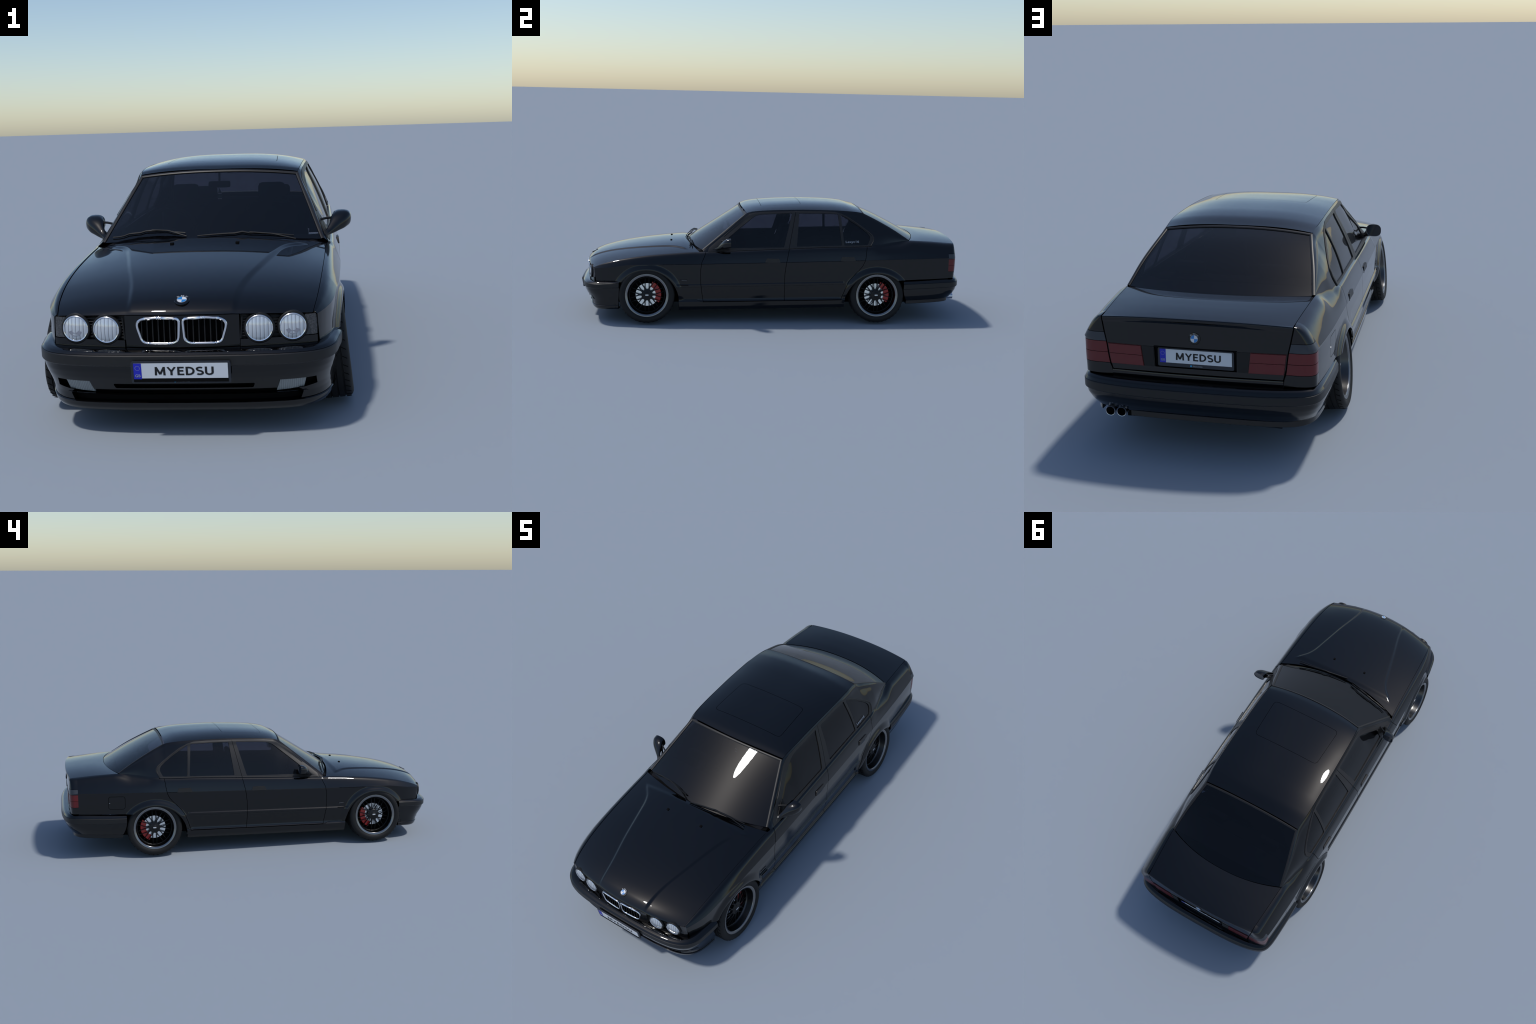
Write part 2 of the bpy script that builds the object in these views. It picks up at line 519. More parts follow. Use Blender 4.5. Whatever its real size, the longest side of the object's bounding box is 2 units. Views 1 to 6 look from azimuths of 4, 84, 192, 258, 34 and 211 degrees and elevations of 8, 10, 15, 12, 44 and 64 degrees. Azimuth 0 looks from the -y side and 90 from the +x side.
# ------------------------------------------------------------ tail corners
# shut line of the boot lid on the rear face: x, y against z
SHx, SHy = table((.20, .246, .953), (.256, .2505, .954), (.273, .2560, .955), (.334, .2640, .956), (.365, .2705, .954), (.396, .2765, .951), (.4035, .278, .950), (.412, .279, .949))
def tail_corner():
    S = section(YR)
    rows = [(x, z) for x, z in S if z > .2365]
    rows.append((float(np.interp(.2365, S[::-1, 1][:], S[::-1, 0][:])), .2365)) if False else None
    n = 26; G = []
    ztop, zc = rows[0][1], CRz(YR)
    for x0, z0 in rows:
        # height reached on the rear face
        if z0 > zc: z1 = zc + (z0-zc)/(ztop-zc)*(.4105-zc)
        else: z1 = z0
        x1, y1 = float(SHx(z1)) + GAP, float(SHy(z1))
        row = []
        ex = .55
        for t in np.linspace(0, math.pi/2, n):
            c, s = math.cos(t)**ex, math.sin(t)**ex
            q = 1-c
            x = x1 + (x0-x1)*c - 0.0
            y = YR + (y1-YR)*s
            z = z0 + (z1-z0)*(t/(math.pi/2))
            row.append((x, y, z))
        G.append(row)
    return np.array(G)
TG = tail_corner()
tb = bm_grid(TG); tb.normal_update()
if sum(f.normal.y for f in tb.faces) < 0: bmesh.ops.reverse_faces(tb, faces=tb.faces[:])
XZ = (0, 2)
LENSW, LENSR1, LENSR2 = 11, 12, 13
def band(za, zb): return [(.20, za), (.40, za), (.40, zb), (.20, zb)]
for rid, za, zb in ((LENSW, .3385, .3635), (LENSR1, .3055, .3370), (LENSR2, .2735, .3040)):
    po = band(za, zb)
    cut_outline(tb, po, XZ); classify(tb, po, XZ, rid, [0])
gp = band(.2720, .3650); 
cut_outline(tb, gp, XZ); classify(tb, gp, XZ, 14, [0])
b = take(tb, 0); fold_edges(b, .004); both_sides('tail_panel', b, PAINT, (QP, QM))
b = take(tb, 14); shift(b, -.0025); both_sides('lamp_surround', b, BLACK, (QP, QM))
for rid, nm, m in ((LENSW, 'reversing_lens', SMOKE), (LENSR1, 'tail_lens', RED), (LENSR2, 'tail_lens', RED)):
    b = take(tb, rid); fold_edges(b, .004); both_sides(nm, b, m, (QP, QM))
tb.free()

# --------------------------------------------------- top panels (key lines)
def key_line(c, e, n, py=2.0, pz=2.2):
    """curve across the car from centre c=(y,z) to edge e=(x,y,z)"""
    v = np.linspace(0, 1, n)
    return np.stack([v*e[0], c[0]+(e[1]-c[0])*v**py, c[1]+(e[2]-c[1])*v**pz], 1)

def loft(keys, n, m, py=2.0, pz=2.2):
    """smooth loft through key lines, mirrored to the full width"""
    K = np.array([key_line(c, e, n, py if len(k) < 3 else k[2], pz if len(k) < 4 else k[3]) for k in keys for c, e in [k[:2]]])
    mid = K[:, 0]
    t = np.concatenate([[0], np.cumsum(np.linalg.norm(np.diff(mid, axis=0), axis=1))])
    s = np.linspace(0, t[-1], m)
    G = np.zeros((m, n, 3))
    for j in range(n):
        for a in range(3): G[:, j, a] = pchip(t, K[:, j, a])(s)
    L = G[:, :0:-1].copy(); L[..., 0] *= -1
    return np.concatenate([L, G], 1)

def panel_obj(name, G, mat, parent=None, depth=.006, angle=35, up=(0, 0, 1)):
    b = bm_grid(G); b.normal_update()
    if sum(f.normal.dot(Vector(up)) for f in b.faces) < 0: bmesh.ops.reverse_faces(b, faces=b.faces[:])
    if depth: fold_edges(b, depth)
    return from_bm(name, b, mat, parent, angle=angle)

g2 = GAP*.7
def tb_pt(y, g=g2): return (float(TBx(y))-g, y, float(TBz(y)))
hood_keys = [((-.968, .287), tb_pt(-.919)), ((-.9655, .2925), tb_pt(-.914)), ((-.957, .3005), tb_pt(-.905)), ((-.935, .3135), tb_pt(-.885)),
             ((-.89, .330), tb_pt(-.85)), ((-.78, .355), tb_pt(-.76)), ((-.65, .374), tb_pt(-.64)),
             ((-.55, .3855), tb_pt(-.53)), ((-.49, .391), tb_pt(-.45)), ((-.456, .3935), tb_pt(-.402)), ((-.446, .3935), tb_pt(-.383))]
HG = loft(hood_keys, 110, 130, 2.0, 2.3)
def snap_edges(G):
    """make the outer borders of a top panel follow the shut line exactly"""
    n = G.shape[1]
    for r in G:
        for e, s in ((n-1, 1), (0, -1)):
            y = r[e, 1]; d = np.array([s*(float(TBx(y))-g2), y, float(TBz(y))]) - r[e]
            w = np.clip(r[:, 0]*s/abs(r[e, 0]), 0, 1)**6
            r += w[:, None]*d
snap_edges(HG)
ribx, = table((-.97, .117), (-.88, .127), (-.72, .165), (-.60, .193), (-.54, .209), (-.505, .226), (-.475, .252), (-.45, .275), (-.40, .315))
rx = ribx(HG[..., 1])
HG[..., 2] += .0045 * (1 - sstep(np.abs(HG[..., 0]), rx-.007, rx+.007)) * sstep(HG[..., 1], -.968, -.93) * (1-sstep(HG[..., 1], -.47, -.44)) - .0015*sstep(HG[..., 1], -.968, -.93)
hood = panel_obj('hood', HG, PAINT, angle=50)
edge = HG[-1]; drop = np.stack([edge + np.array([0, .0006, 0])] + [edge + np.array([0, .001, -d]) for d in (.004, .012, .022)])  # black strip dropping down from the hood's rear edge
panel_obj('hood_rear_black_strip', drop[:, 2:-2], BLACK, hood, depth=0, up=(0, 1, 0))
def surf_z(G, x, y):
    d = (G[..., 0]-x)**2 + (G[..., 1]-y)**2
    return G[np.unravel_index(np.argmin(d), d.shape)][2]

ws_keys = [((-.442, .3905), (.318, -.368, .3755)), ((-.36, .4430), (.2947, -.300, .4300)), ((-.26, .5066), (.2656, -.215, .4975)), ((-.164, .5665), (.2415, -.145, .5525))]
WG = loft(ws_keys, 40, 50, 2.0, 2.2)
roof_keys = [((-.159, .570), (.2410, -.1395, .5565)), ((-.13, .5800), (.2440, -.115, .5645)), ((-.06, .5915), (.2475, -.055, .5710)), ((.05, .5995), (.2500, .05, .5760)),
             ((.18, .604), (.2520, .18, .5785)), ((.30, .6015), (.2525, .30, .5770)), ((.39, .5945), (.2505, .385, .5730)), ((.461, .579), (.2445, .463, .5630))]
RG = loft(roof_keys, 50, 90, 2.0, 3.0)
bg_keys = [((.4655, .5755), (.2450, .468, .5600)), ((.54, .5475), (.2585, .53, .5300)), ((.64, .5010), (.2780, .615, .4845)), ((.765, .4350), (.2945, .703, .4290))]
BG = loft(bg_keys, 40, 50, 2.2, 2.2)
deck_keys = [((.7665, .4345), tb_pt(.7065)), ((.80, .4345), tb_pt(.77)), ((.87, .4315), tb_pt(.85)), ((.93, .4265), tb_pt(.91)), ((.968, .422), tb_pt(.949))]
DG = loft(deck_keys, 40, 50, 2.2, 2.4); snap_edges(DG)

# roof with the sunroof panel
rb = bm_grid(RG); rb.normal_update()
if sum(f.normal.z for f in rb.faces) < 0: bmesh.ops.reverse_faces(rb, faces=rb.faces[:])
XY = (0, 1)
sun = round_poly([(-.174, -.062), (.174, -.062), (.167, .148), (-.167, .148)], .022, 6)
panel(rb, sun, XY, 1, [0], gap=.0016)
b = take(rb, 0); fold_edges(b, .005); roof = from_bm('roof', b, PAINT, angle=50)
b = take(rb, 1); fold_edges(b, .005); from_bm('sunroof', b, PAINT, roof, angle=50)
rb.free()
RL = RG.copy(); RL[..., 2] -= .006
panel_obj('roof_lining', RL[2:-2, 2:-2], BLACK, roof, depth=0)

# ------------------------------------------- glazing front and rear
def glazing(name, G, frame_w, up):
    """glass pane with a thick dark rubber frame round it"""
    nr, nc = G.shape[:2]
    b = bm_grid(G); b.normal_update()
    if sum(f.normal.dot(Vector(up)) for f in b.faces) < 0: bmesh.ops.reverse_faces(b, faces=b.faces[:])
    # distance from border in metres, per grid node
    def border(i, j):
        r = G[:, j]; c = G[i]
        dl = np.linalg.norm(np.diff(c, axis=0), axis=1); dr = np.linalg.norm(np.diff(r, axis=0), axis=1)
        return min(dl[:j].sum(), dl[j:].sum(), dr[:i].sum(), dr[i:].sum())
    return b

def frame_strip(G, w, lift, side):
    """tubular-section strip along one border of a grid"""
    if side == 'start': A, B = G[0], G[3]
    elif side == 'end': A, B = G[-1], G[-4]
    elif side == 'left': A, B = G[:, 0], G[:, 3]
    else: A, B = G[:, -1], G[:, -4]
    D = B-A; D /= np.linalg.norm(D, axis=1)[:, None]
    T = np.gradient(A, axis=0); T /= np.linalg.norm(T, axis=1)[:, None]
    N = np.cross(T, D); N /= np.linalg.norm(N, axis=1)[:, None]
    if N[:, 2].mean() < 0: N = -N
    prof = [(-.0012, -.004), (-.001, .6*lift), (.25*w, lift), (.75*w, lift*.8), (w, .1*lift), (w, -.004)]
    V = []; m = len(prof)
    for a, d, n in zip(A, D, N):
        for p, q in prof: V.append(a + d*p + n*q)
    F = []
    for i in range(len(A)-1):
        for k in range(m-1): F.append((i*m+k, i*m+k+1, (i+1)*m+k+1, (i+1)*m+k))
    return V, F

def solid_pane(name, G, mat, parent=None, th=.003, sink=.0015):
    b = bm_grid(G); b.normal_update()
    if sum(f.normal.z + abs(f.normal.x)*0 for f in b.faces) < 0: bmesh.ops.reverse_faces(b, faces=b.faces[:])
    shift(b, -sink)
    return thick(name, b, mat, parent, th)

def thick(name, b, mat, parent, th):
    b.normal_update()
    base = list(b.faces)
    vs = list(b.verts); inner = {v: b.verts.new(v.co - v.normal*th) for v in vs}
    be = [e for e in b.edges if e.is_boundary]
    for f in base: b.faces.new([inner[v] for v in reversed(f.verts)]).material_index = 1
    for e in be:
        f = e.link_faces[0]; a, c = e.verts
        for l in f.loops:
            if l.edge == e: a, c = l.vert, l.link_loop_next.vert
        try: b.faces.new((c, a, inner[a], inner[c])).material_index = 1
        except ValueError: pass
    return from_bm(name, b, [mat, GLASSIN], parent, angle=50)

ws = solid_pane('windshield', WG, GLASS)
add_mesh('windshield_trim', *merge([frame_strip(WG, .0085, .0022, s) for s in ('end', 'left', 'right')]), TRIM, ws)
bw = solid_pane('rear_window', BG, GLASS)
add_mesh('rear_window_trim', *merge([frame_strip(BG, .0085, .0022, s) for s in ('start', 'left', 'right')]), TRIM, bw)

# ------------------------------------------------------------- boot lid
face_rows = [  # z centre, y centre, z edge
    (.422, .9675, .4115), (.4195, .9690, .4085), (.4135, .9690, .4030), (.4095, .9665, .399), (.404, .9635, .395), (.392, .9625, .385), (.364, .9630, .362), (.335, .9635, .334), (.29, .9630, .290), (.2585, .9625, .2565)]
def face_y(x, z):
    """rear face of the boot lid: y at (x, z)"""
    zz = [r[0] for r in face_rows][::-1]; yy = [r[1] for r in face_rows][::-1]
    yc = np.interp(z, zz, yy); ye = float(SHy(z))
    return yc + (ye-yc)*(abs(x)/.27)**2
FG = []
for zc, yc, ze in face_rows:
    xe = float(SHx(ze)) - GAP*.6; ye = float(SHy(ze)) + (.0015 if .398 < ze < .410 else 0)
    r = key_line((yc, zc), (xe, ye, ze), 30, 2.2, 2.2)
    L = r[:0:-1].copy(); L[:, 0] *= -1
    FG.append(np.concatenate([L, r]))
FG = np.array(FG)
deckG = DG.copy()
deckG[-1] = np.array([[np.interp(x, FG[0][:, 0], FG[0][:, k]) for k in range(3)] for x in DG[-1][:, 0]])
deckG[-1, 0] = FG[0, 0]; deckG[-1, -1] = FG[0, -1]
# refine the face rows for smooth shading
FGf = np.array([[np.interp(s, range(len(FG)), FG[:, j, k]) for k in range(3)] for s in np.linspace(0, len(FG)-1, 46) for j in range(FG.shape[1])]).reshape(46, FG.shape[1], 3)
trunk = panel_obj('trunk_lid', deckG, PAINT, angle=40)
tfb = bm_grid(FGf); orient(tfb, (0, 1, 0))
well = [(-.1195, .2735), (.1195, .2735), (.1205, .3340), (-.1205, .3340)]
cut_outline(tfb, well, XZ); classify(tfb, well, XZ, 41, [0])
b = take(tfb, 0); fold_edges(b, .013); from_bm('trunk_face', b, PAINT, trunk, angle=30)
tfb.free()

def face_patch(x0, x1, z0, z1, lift, slant=0., n=14, m=8):
    G = np.zeros((m, n, 3))
    for i, z in enumerate(np.linspace(z0, z1, m)):
        for j, t in enumerate(np.linspace(0, 1, n)):
            x = x0(z) + (x1(z)-x0(z))*t
            G[i, j] = (x, face_y(x, z)+lift, z)
    return G
# black panel, red lenses and their dividing gaps on the lid
shx = lambda z: float(SHx(z)) - .0045
redin = lambda z: .1535 + (z-.273)*.115
for sgn in (1, -1):
    for z0, z1 in ((.3055, .3325), (.2745, .3040)):
        G = face_patch(lambda z: redin(z), shx, z0, z1, .0028); G[..., 0] *= sgn
        panel_obj('tail_lens', G, RED, trunk, up=(0, 1, 0), depth=.004)
    G = face_patch(lambda z: redin(z)-.0015, lambda z: shx(z)+.0015, .2725, .3345, .0009); G[..., 0] *= sgn
    panel_obj('lamp_surround', G, REDEDGE, trunk, up=(0, 1, 0), depth=.002)
for sgn in (1, -1):
    G = face_patch(lambda z: .1215, lambda z: redin(z)-.0025, .2735, .3335, .0014); G[..., 0] *= sgn
    panel_obj('lamp_filler', G, PLAST, trunk, up=(0, 1, 0), depth=.003)
G = face_patch(lambda z: -.124, lambda z: .124, .2715, .3355, -.0115, n=30)
panel_obj('plate_recess', G, PLAST, trunk, up=(0, 1, 0), depth=.002)
b = box((-.121, .950, .3338), (.121, .9655, .3362), .0008); from_bm('plate_light_bar', b, BLACK, trunk)

# lower rear panel between lid and bumper
RV = []
for z, yo in ((.2540, .0005), (.2475, .0025), (.240, .0015), (.230, -.004), (.215, -.010)):
    row = [(x, face_y(x, .257)+yo, z) for x in np.linspace(-.2505, .2505, 40)]
    RV.append(row)
panel_obj('rear_valance', np.array(RV), PAINT, up=(0, 1, 0), depth=.004)
# dark liner behind the boot shut lines
LGd = deckG[3:-1].copy(); LGd[..., 2] -= .010; LGd[..., 0] *= 1.02
panel_obj('trunk_liner', LGd, BLACK, trunk, depth=0)
LGf = FGf[4:].copy(); LGf[..., 1] -= .008; LGf[..., 0] *= 1.06
panel_obj('trunk_liner', LGf, BLACK, trunk, depth=0, up=(0, 1, 0))
LGh = HG[:, :].copy(); LGh[..., 2] -= .012; LGh[..., 0] *= 1.02; LGh[..., 1] = LGh[..., 1]*.99 - .003
panel_obj('hood_liner', LGh[3:-2], BLACK, hood, depth=0)

# ---------------------------------------------------------- side glasshouse
Ey = [p[1] for k in (ws_keys,) for p in [q[1] for q in k]] + [q[1][1] for q in roof_keys] + [q[1][1] for q in bg_keys]
Ex = [q[1][0] for q in ws_keys] + [q[1][0] for q in roof_keys] + [q[1][0] for q in bg_keys]
Ez = [q[1][2] for q in ws_keys] + [q[1][2] for q in roof_keys] + [q[1][2] for q in bg_keys]
EX, EZ = pchip(Ey, Ex), pchip(Ey, Ez)
def glass_side(ny=230, nv=34):
    ys = np.linspace(YF, YR, NS); ys = ys[(ys > -.3675) & (ys < .7025)]; ny = len(ys); G = np.zeros((nv, ny, 3))
    for j, y in enumerate(ys):
        xt, zt = float(EX(y)), float(EZ(y)); xb, zb = float(TBx(y)), float(TBz(y))
        h = max(zt-zb, 1e-4)
        xt += .0008
        for i, v in enumerate(np.linspace(0, 1, nv)):
            bul = (.0045+.0035*float(sstep(y, 0., .3)))*math.sin(math.pi*min(1, v))*min(1, h/.1) + .0030*math.exp(-((v-.07)/.06)**2)*min(1, h/.1)
            G[i, j] = (xt+(xb-xt)*v + bul, y, zt+(zb-zt)*v)
    return G
GS = glass_side()
gb = bm_grid(GS); gb.normal_update()
if sum(f.normal.x for f in gb.faces) < 0: bmesh.ops.reverse_faces(gb, faces=gb.faces[:])
dlo = [(-.3475, .355), (-.336, .386), (-.262, .4475), (-.190, .506), (-.150, .5375), (-.128, .5520), (-.106, .5590), (-.06, .5650), (.11, .5710), (.25, .5715), (.315, .5690), (.350, .5610), (.390, .5420),
       (.440, .5100), (.484, .4790), (.508, .4600), (.5175, .4450), (.5165, .4280), (.5035, .4035), (.500, .355)]
gl_f = [(-.303, .3855), (-.246, .4285), (-.175, .4855), (-.118, .5310), (-.100, .5430), (-.078, .5510), (-.04, .5545), (.0925, .5610), (.047, .3935)]
gl_r = [(.1305, .5615), (.24, .5620), (.331, .5590), (.3465, .4050), (.1125, .3980)]
gl_q = [(.3455, .5555), (.380, .5360), (.432, .5035), (.470, .4760), (.4885, .4600), (.4960, .4480), (.4965, .4360), (.4830, .4085), (.3590, .4045)]
gl_f = round_poly(gl_f, .006, 3); gl_r = round_poly(gl_r, .006, 3); gl_q = round_poly(gl_q, .006, 3)
TR, GF, GR, GQ = 21, 22, 23, 24
cut_outline(gb, dlo, YZ); classify(gb, dlo, YZ, TR, [0])
for po, rid in ((gl_f, GF), (gl_r, GR), (gl_q, GQ)):
    cut_outline(gb, po, YZ); classify(gb, po, YZ, rid, [TR])
# split between the two door frames
sp = [(.0715, .386), (.1125, .575), (.1145, .575), (.0735, .386)]
cut_outline(gb, sp, YZ); classify(gb, sp, YZ, 25, [TR])
def split_y(bm, f):
    b = bm.copy()
    bmesh.ops.delete(b, geom=[q for q in b.faces if not f(q.calc_center_median())], context='FACES')
    return b
b = take(gb, 0)
CUTY = float(GS[0, np.argmin(np.abs(GS[0, :, 1]-.30)), 1])
bc = split_y(b, lambda c: c.y > CUTY)            # rear pillar is one pressing with the quarter panel
both_sides('pillar', split_y(b, lambda c: c.y < CUTY), PAINT)
def weld(A, B):
    me = bpy.data.meshes.new('w'); B.to_mesh(me); A.from_mesh(me); bpy.data.meshes.remove(me)
    bmesh.ops.remove_doubles(A, verts=A.verts[:], dist=2e-4)
    for f in A.faces: f.material_index = 0
    fold_edges(A, .006)
    me = bpy.data.meshes.new('quarter_panel'); A.to_mesh(me); A.free(); finish(me, PAINT, True, 50)
    return me
QP.data = weld(QL, bc); QM.data = weld(QR, flip_x(bc))
tr = take(gb, TR)
line = lambda c: c.y - (.0725 + (c.z-.386)*.2175)
tf = split_y(tr, lambda c: line(c) < 0); tr2 = split_y(tr, lambda c: line(c) >= 0)
for b in (tf, tr2): shift(b, .0012); fold_edges(b, .006)
both_sides('window_frame', tf, TRIM, doors['front_door']); both_sides('window_frame', tr2, TRIM, doors['rear_door'])
tr.free()
# raised outer moulding that follows the window opening
ring = offset_poly(dlo, -.0045)
gsx = {}
GSf = GS.reshape(-1, 3)
def glass_x(y, z):
    xt, zt = float(EX(y)), float(EZ(y)); xb, zb = float(TBx(y)), float(TBz(y))
    v = min(max((zt-z)/max(zt-zb, 1e-4), 0), 1.15)
    return xt+.0008+(xb-xt)*v + (.0045+.0035*float(sstep(y, 0., .3)))*math.sin(math.pi*min(1, v))*min(1, (zt-zb)/.1)
path = [(p[0], p[1]) for p in ring if p[1] > .385]
path = smooth_path(path, 70)
both = bmesh.new()
V, F = tube([(glass_x(y, z)+.001, y, z) for y, z in path], .0024, 6)
mv = [both.verts.new(v) for v in V]
for f in F: both.faces.new([mv[i] for i in f])
both_sides('window_moulding', both, TRIM)
for rid, dn in ((GF, 'front_door'), (GR, 'rear_door'), (GQ, 'rear_door')):
    b = take(gb, rid); shift(b, -.0022)
    bmir = flip_x(b)
    thick('side_window', b, GLASS, doors[dn][0], .0025)
    thick('side_window', bmir, GLASS, doors[dn][1], .0025)
b = take(gb, 25); shift(b, -.003); both_sides('frame_seal', b, BLACK)
gb.free()
# belt moulding under the windows
V, F = merge([tube([(float(TBx(y))-.0015, y, float(TBz(y))+.0015) for y in np.linspace(a, c, 30)], .0032, 6) for a, c in ((-.335, .0715), (.0745, .500))])
bm_ = bmesh.new(); mv = [bm_.verts.new(v) for v in V]
for f in F: bm_.faces.new([mv[i] for i in f])
both_sides('belt_moulding', bm_, TRIM)

# --------------------------------------------------------------- bumpers
def bumper(plan, low, rows, zshift, n=90):
    """wrap profile rows (blend to the lower plan, inset, z) round two half plan curves (centre -> wheel arch)"""
    A = smooth_path(plan, n); B = smooth_path(low, n)
    G = np.zeros((len(rows), n, 3))
    for i, (t, d, z) in enumerate(rows):
        P = A + (B-A)*t
        T = np.gradient(P, axis=0); T /= np.linalg.norm(T, axis=1)[:, None]
        N = np.stack([T[:, 1], -T[:, 0]], 1)
        if N[0, 1]*P[0, 1] < 0: N = -N
        G[i, :, :2] = P - N*d
        G[i, 0, 0] = 0
        G[i, :, 2] = z + zshift(A[:, 1])
    L = G[:, :0:-1].copy(); L[..., 0] *= -1
    return np.concatenate([L, G], 1)

def densify(rows, k=3):
    out = []
    for a, b in zip(rows[:-1], rows[1:]):
        for t in np.linspace(0, 1, k, endpoint=False): out.append(tuple(a[i]+(b[i]-a[i])*t for i in range(3)))
    out.append(rows[-1]); return out

def bump_part(plan, low, rows, zs, k=3):
    G = bumper(plan, low, densify(rows, k), zs)
    b = bm_grid(G); b.normal_update()
    return b, G

f_plan = [(0, -.9890), (.06, -.9885), (.12, -.9868), (.18, -.983), (.235, -.9755), (.280, -.962), (.310, -.944), (.330, -.920), (.342, -.892), (.349, -.852), (.354, -.82), (.3565, -.790)]
f_base = [(0, -.944), (.12, -.9425), (.19, -.9365), (.240, -.9275), (.280, -.911), (.306, -.888), (.323, -.858), (.332, -.825), (.337, -.795)]
fz_ = lambda y: .009*sstep(y, -.97, -.78)
f_top = [(0, .060, .2105), (0, .036, .2110), (0, .017, .2095), (0, .007, .2055), (0, .0015, .2005)]
f_str = [(0, .0015, .1995), (0, -.001, .1975), (0, -.001, .1775), (0, .002, .1745)]
f_low = [(0, .004, .1745), (.08, .004, .160), (.22, .004, .145), (.45, .003, .128), (.62, .002, .116), (.80, .001, .100), (.92, .0, .0835)]
f_bar = [(.8, .016, .1045), (.80, .0, .1040), (.80, -.002, .1025), (.82, .0, .1005), (.82, .016, .1000)]
f_lip = [(1, .014, .0825), (.94, -.001, .0822), (.90, -.002, .0800), (.96, 0., .0680), (1., .004, .0610), (1., .05, .0595)]
b, _ = bump_part(f_plan, f_base, f_top, fz_); orient(b, (0, 0, 1)); fold_edges(b, .003)
fbump = from_bm('front_bumper', b, PAINT, angle=50)
b, _ = bump_part(f_plan, f_base, f_str, fz_); orient(b, (0, -1, 0)); fold_edges(b, .004)
from_bm('bumper_strip', b, STRIP, fbump, angle=40)
b, LOWG = bump_part(f_plan, f_base, f_low, fz_, k=5); orient(b, (0, -1, 0))
# openings in the lower bumper: fog lamps, plate slot, number plate seat
frontf = lambda f: f.calc_center_median().y < -.86
slot = round_poly([(-.160, .1295), (.160, .1295), (.156, .1175), (-.156, .1175)], .003, 2)
mouth = round_poly([(-.250, .1140), (.250, .1140), (.268, .1030), (.262, .0860), (.250, .0500), (-.250, .0500), (-.262, .0860), (-.268, .1030)], .006, 3)
OPEN = 31
for po in (slot, mouth):
    cut_outline(b, po, XZ, frontf); classify(b, po, XZ, OPEN, [0], frontf)
for s in (1, -1):
    fg = [(s*.2060, .1055), (s*.268, .1105), (s*.298, .1160), (s*.2960, .1360), (s*.2150, .1355)]
    cut_outline(b, fg, XZ, frontf); classify(b, fg, XZ, OPEN, [0], frontf)
b2 = take(b, 0); fold_edges(b2, .010); b.free()
from_bm('bumper_lower', b2, PAINT, fbump, angle=40)
b, _ = bump_part(f_plan, f_base, f_lip, fz_); orient(b, (0, -1, 0)); fold_edges(b, .004)
from_bm('bumper_lip', b, PAINT, fbump, angle=40)
b, _ = bump_part(f_plan, f_base, f_bar, fz_); orient(b, (0, -1, 0))
bmesh.ops.delete(b, geom=[f for f in b.faces if abs(f.calc_center_median().x) > .275], context='FACES')
from_bm('grille_bar', b, PAINT, fbump, angle=40)
# dark backing behind the lower bumper
bk = [(0, .026, .190), (.5, .016, .13), (.9, .016, .10), (1, .016, .07)]
b, _ = bump_part(f_plan, f_base, bk, fz_); orient(b, (0, -1, 0))
from_bm('bumper_backing', b, BLACK, fbump)
# fog lamps sit in the openings
def front_y(x, z):
    G = LOWG.reshape(-1, 3); d = (G[:, 0]-x)**2 + ((G[:, 2]-z)*1.0)**2
    k = np.argsort(d)[:4]; return float(G[k, 1].mean())
for s in (1, -1):
    n, m = 14, 6; G = np.zeros((m, n, 3))
    for i in range(m):
        for j in range(n):
            u, v = j/(n-1), i/(m-1)
            x = (.2070+(.2160-.2070)*v)*(1-u) + (.2680+(.2735-.2680)*v)*u
            z = (.1062+(.1348-.1062)*v)*(1-u) + (.1108+(.1354-.1108)*v)*u
            G[i, j] = (s*x, front_y(x, z)+.004, z)
    panel_obj('fog_lamp', G, FOG, fbump, up=(0, -1, 0), depth=.004)

r_plan = [(0, .9985), (.08, .998), (.16, .9955), (.23, .989), (.28, .980), (.314, .969), (.337, .953), (.350, .930), (.357, .893), (.361, .82), (.363, .74), (.363, .675)]
r_base = [(0, .958), (.12, .957), (.20, .954), (.255, .947), (.294, .933), (.318, .910), (.332, .876), (.338, .83), (.341, .76), (.342, .695)]
rz_ = lambda y: -.010*(1-sstep(y, .66, .96))
r_top = [(0, .060, .2330), (0, .035, .2350), (0, .015, .2345), (0, .006, .2285), (0, .0005, .2190)]
r_str = [(0, .0015, .2185), (0, -.001, .2165), (0, -.001, .1935), (0, .002, .1905)]
r_low = [(0, .004, .1905), (.10, .003, .175), (.38, .002, .155), (.75, .001, .138), (.97, .0, .1295)]
r_lip = [(1., .0015, .1285), (1., .003, .127), (1., .003, .1115), (1., .006, .1090), (1., .05, .1095)]
b, _ = bump_part(r_plan, r_base, r_top, rz_); orient(b, (0, 0, 1)); fold_edges(b, .003)
rbump = from_bm('rear_bumper', b, PAINT, angle=50)
b, _ = bump_part(r_plan, r_base, r_str, rz_); orient(b, (0, 1, 0)); fold_edges(b, .004)
from_bm('bumper_strip', b, STRIP, rbump, angle=40)
for rows, nm in ((r_low, 'bumper_lower'), (r_lip, 'bumper_lip')):
    b, _ = bump_part(r_plan, r_base, rows, rz_); orient(b, (0, 1, 0))
    rearf = lambda f: f.calc_center_median().y > .80
    cutp = [(.203, .05), (.305, .05), (.300, .1355), (.208, .1330)] if nm == 'bumper_lower' else [(.203, .05), (.305, .05), (.305, .15), (.203, .15)]
    cut_outline(b, cutp, XZ, rearf); classify(b, cutp, XZ, OPEN, [0], rearf)
    b2 = take(b, 0); fold_edges(b2, .006); b.free()
    from_bm(nm, b2, PAINT, rbump, angle=40)
bk = [(0, .040, .225), (.5, .020, .16), (1, .016, .125), (1, .06, .115)]
b, _ = bump_part(r_plan, r_base, bk, rz_); orient(b, (0, 1, 0))
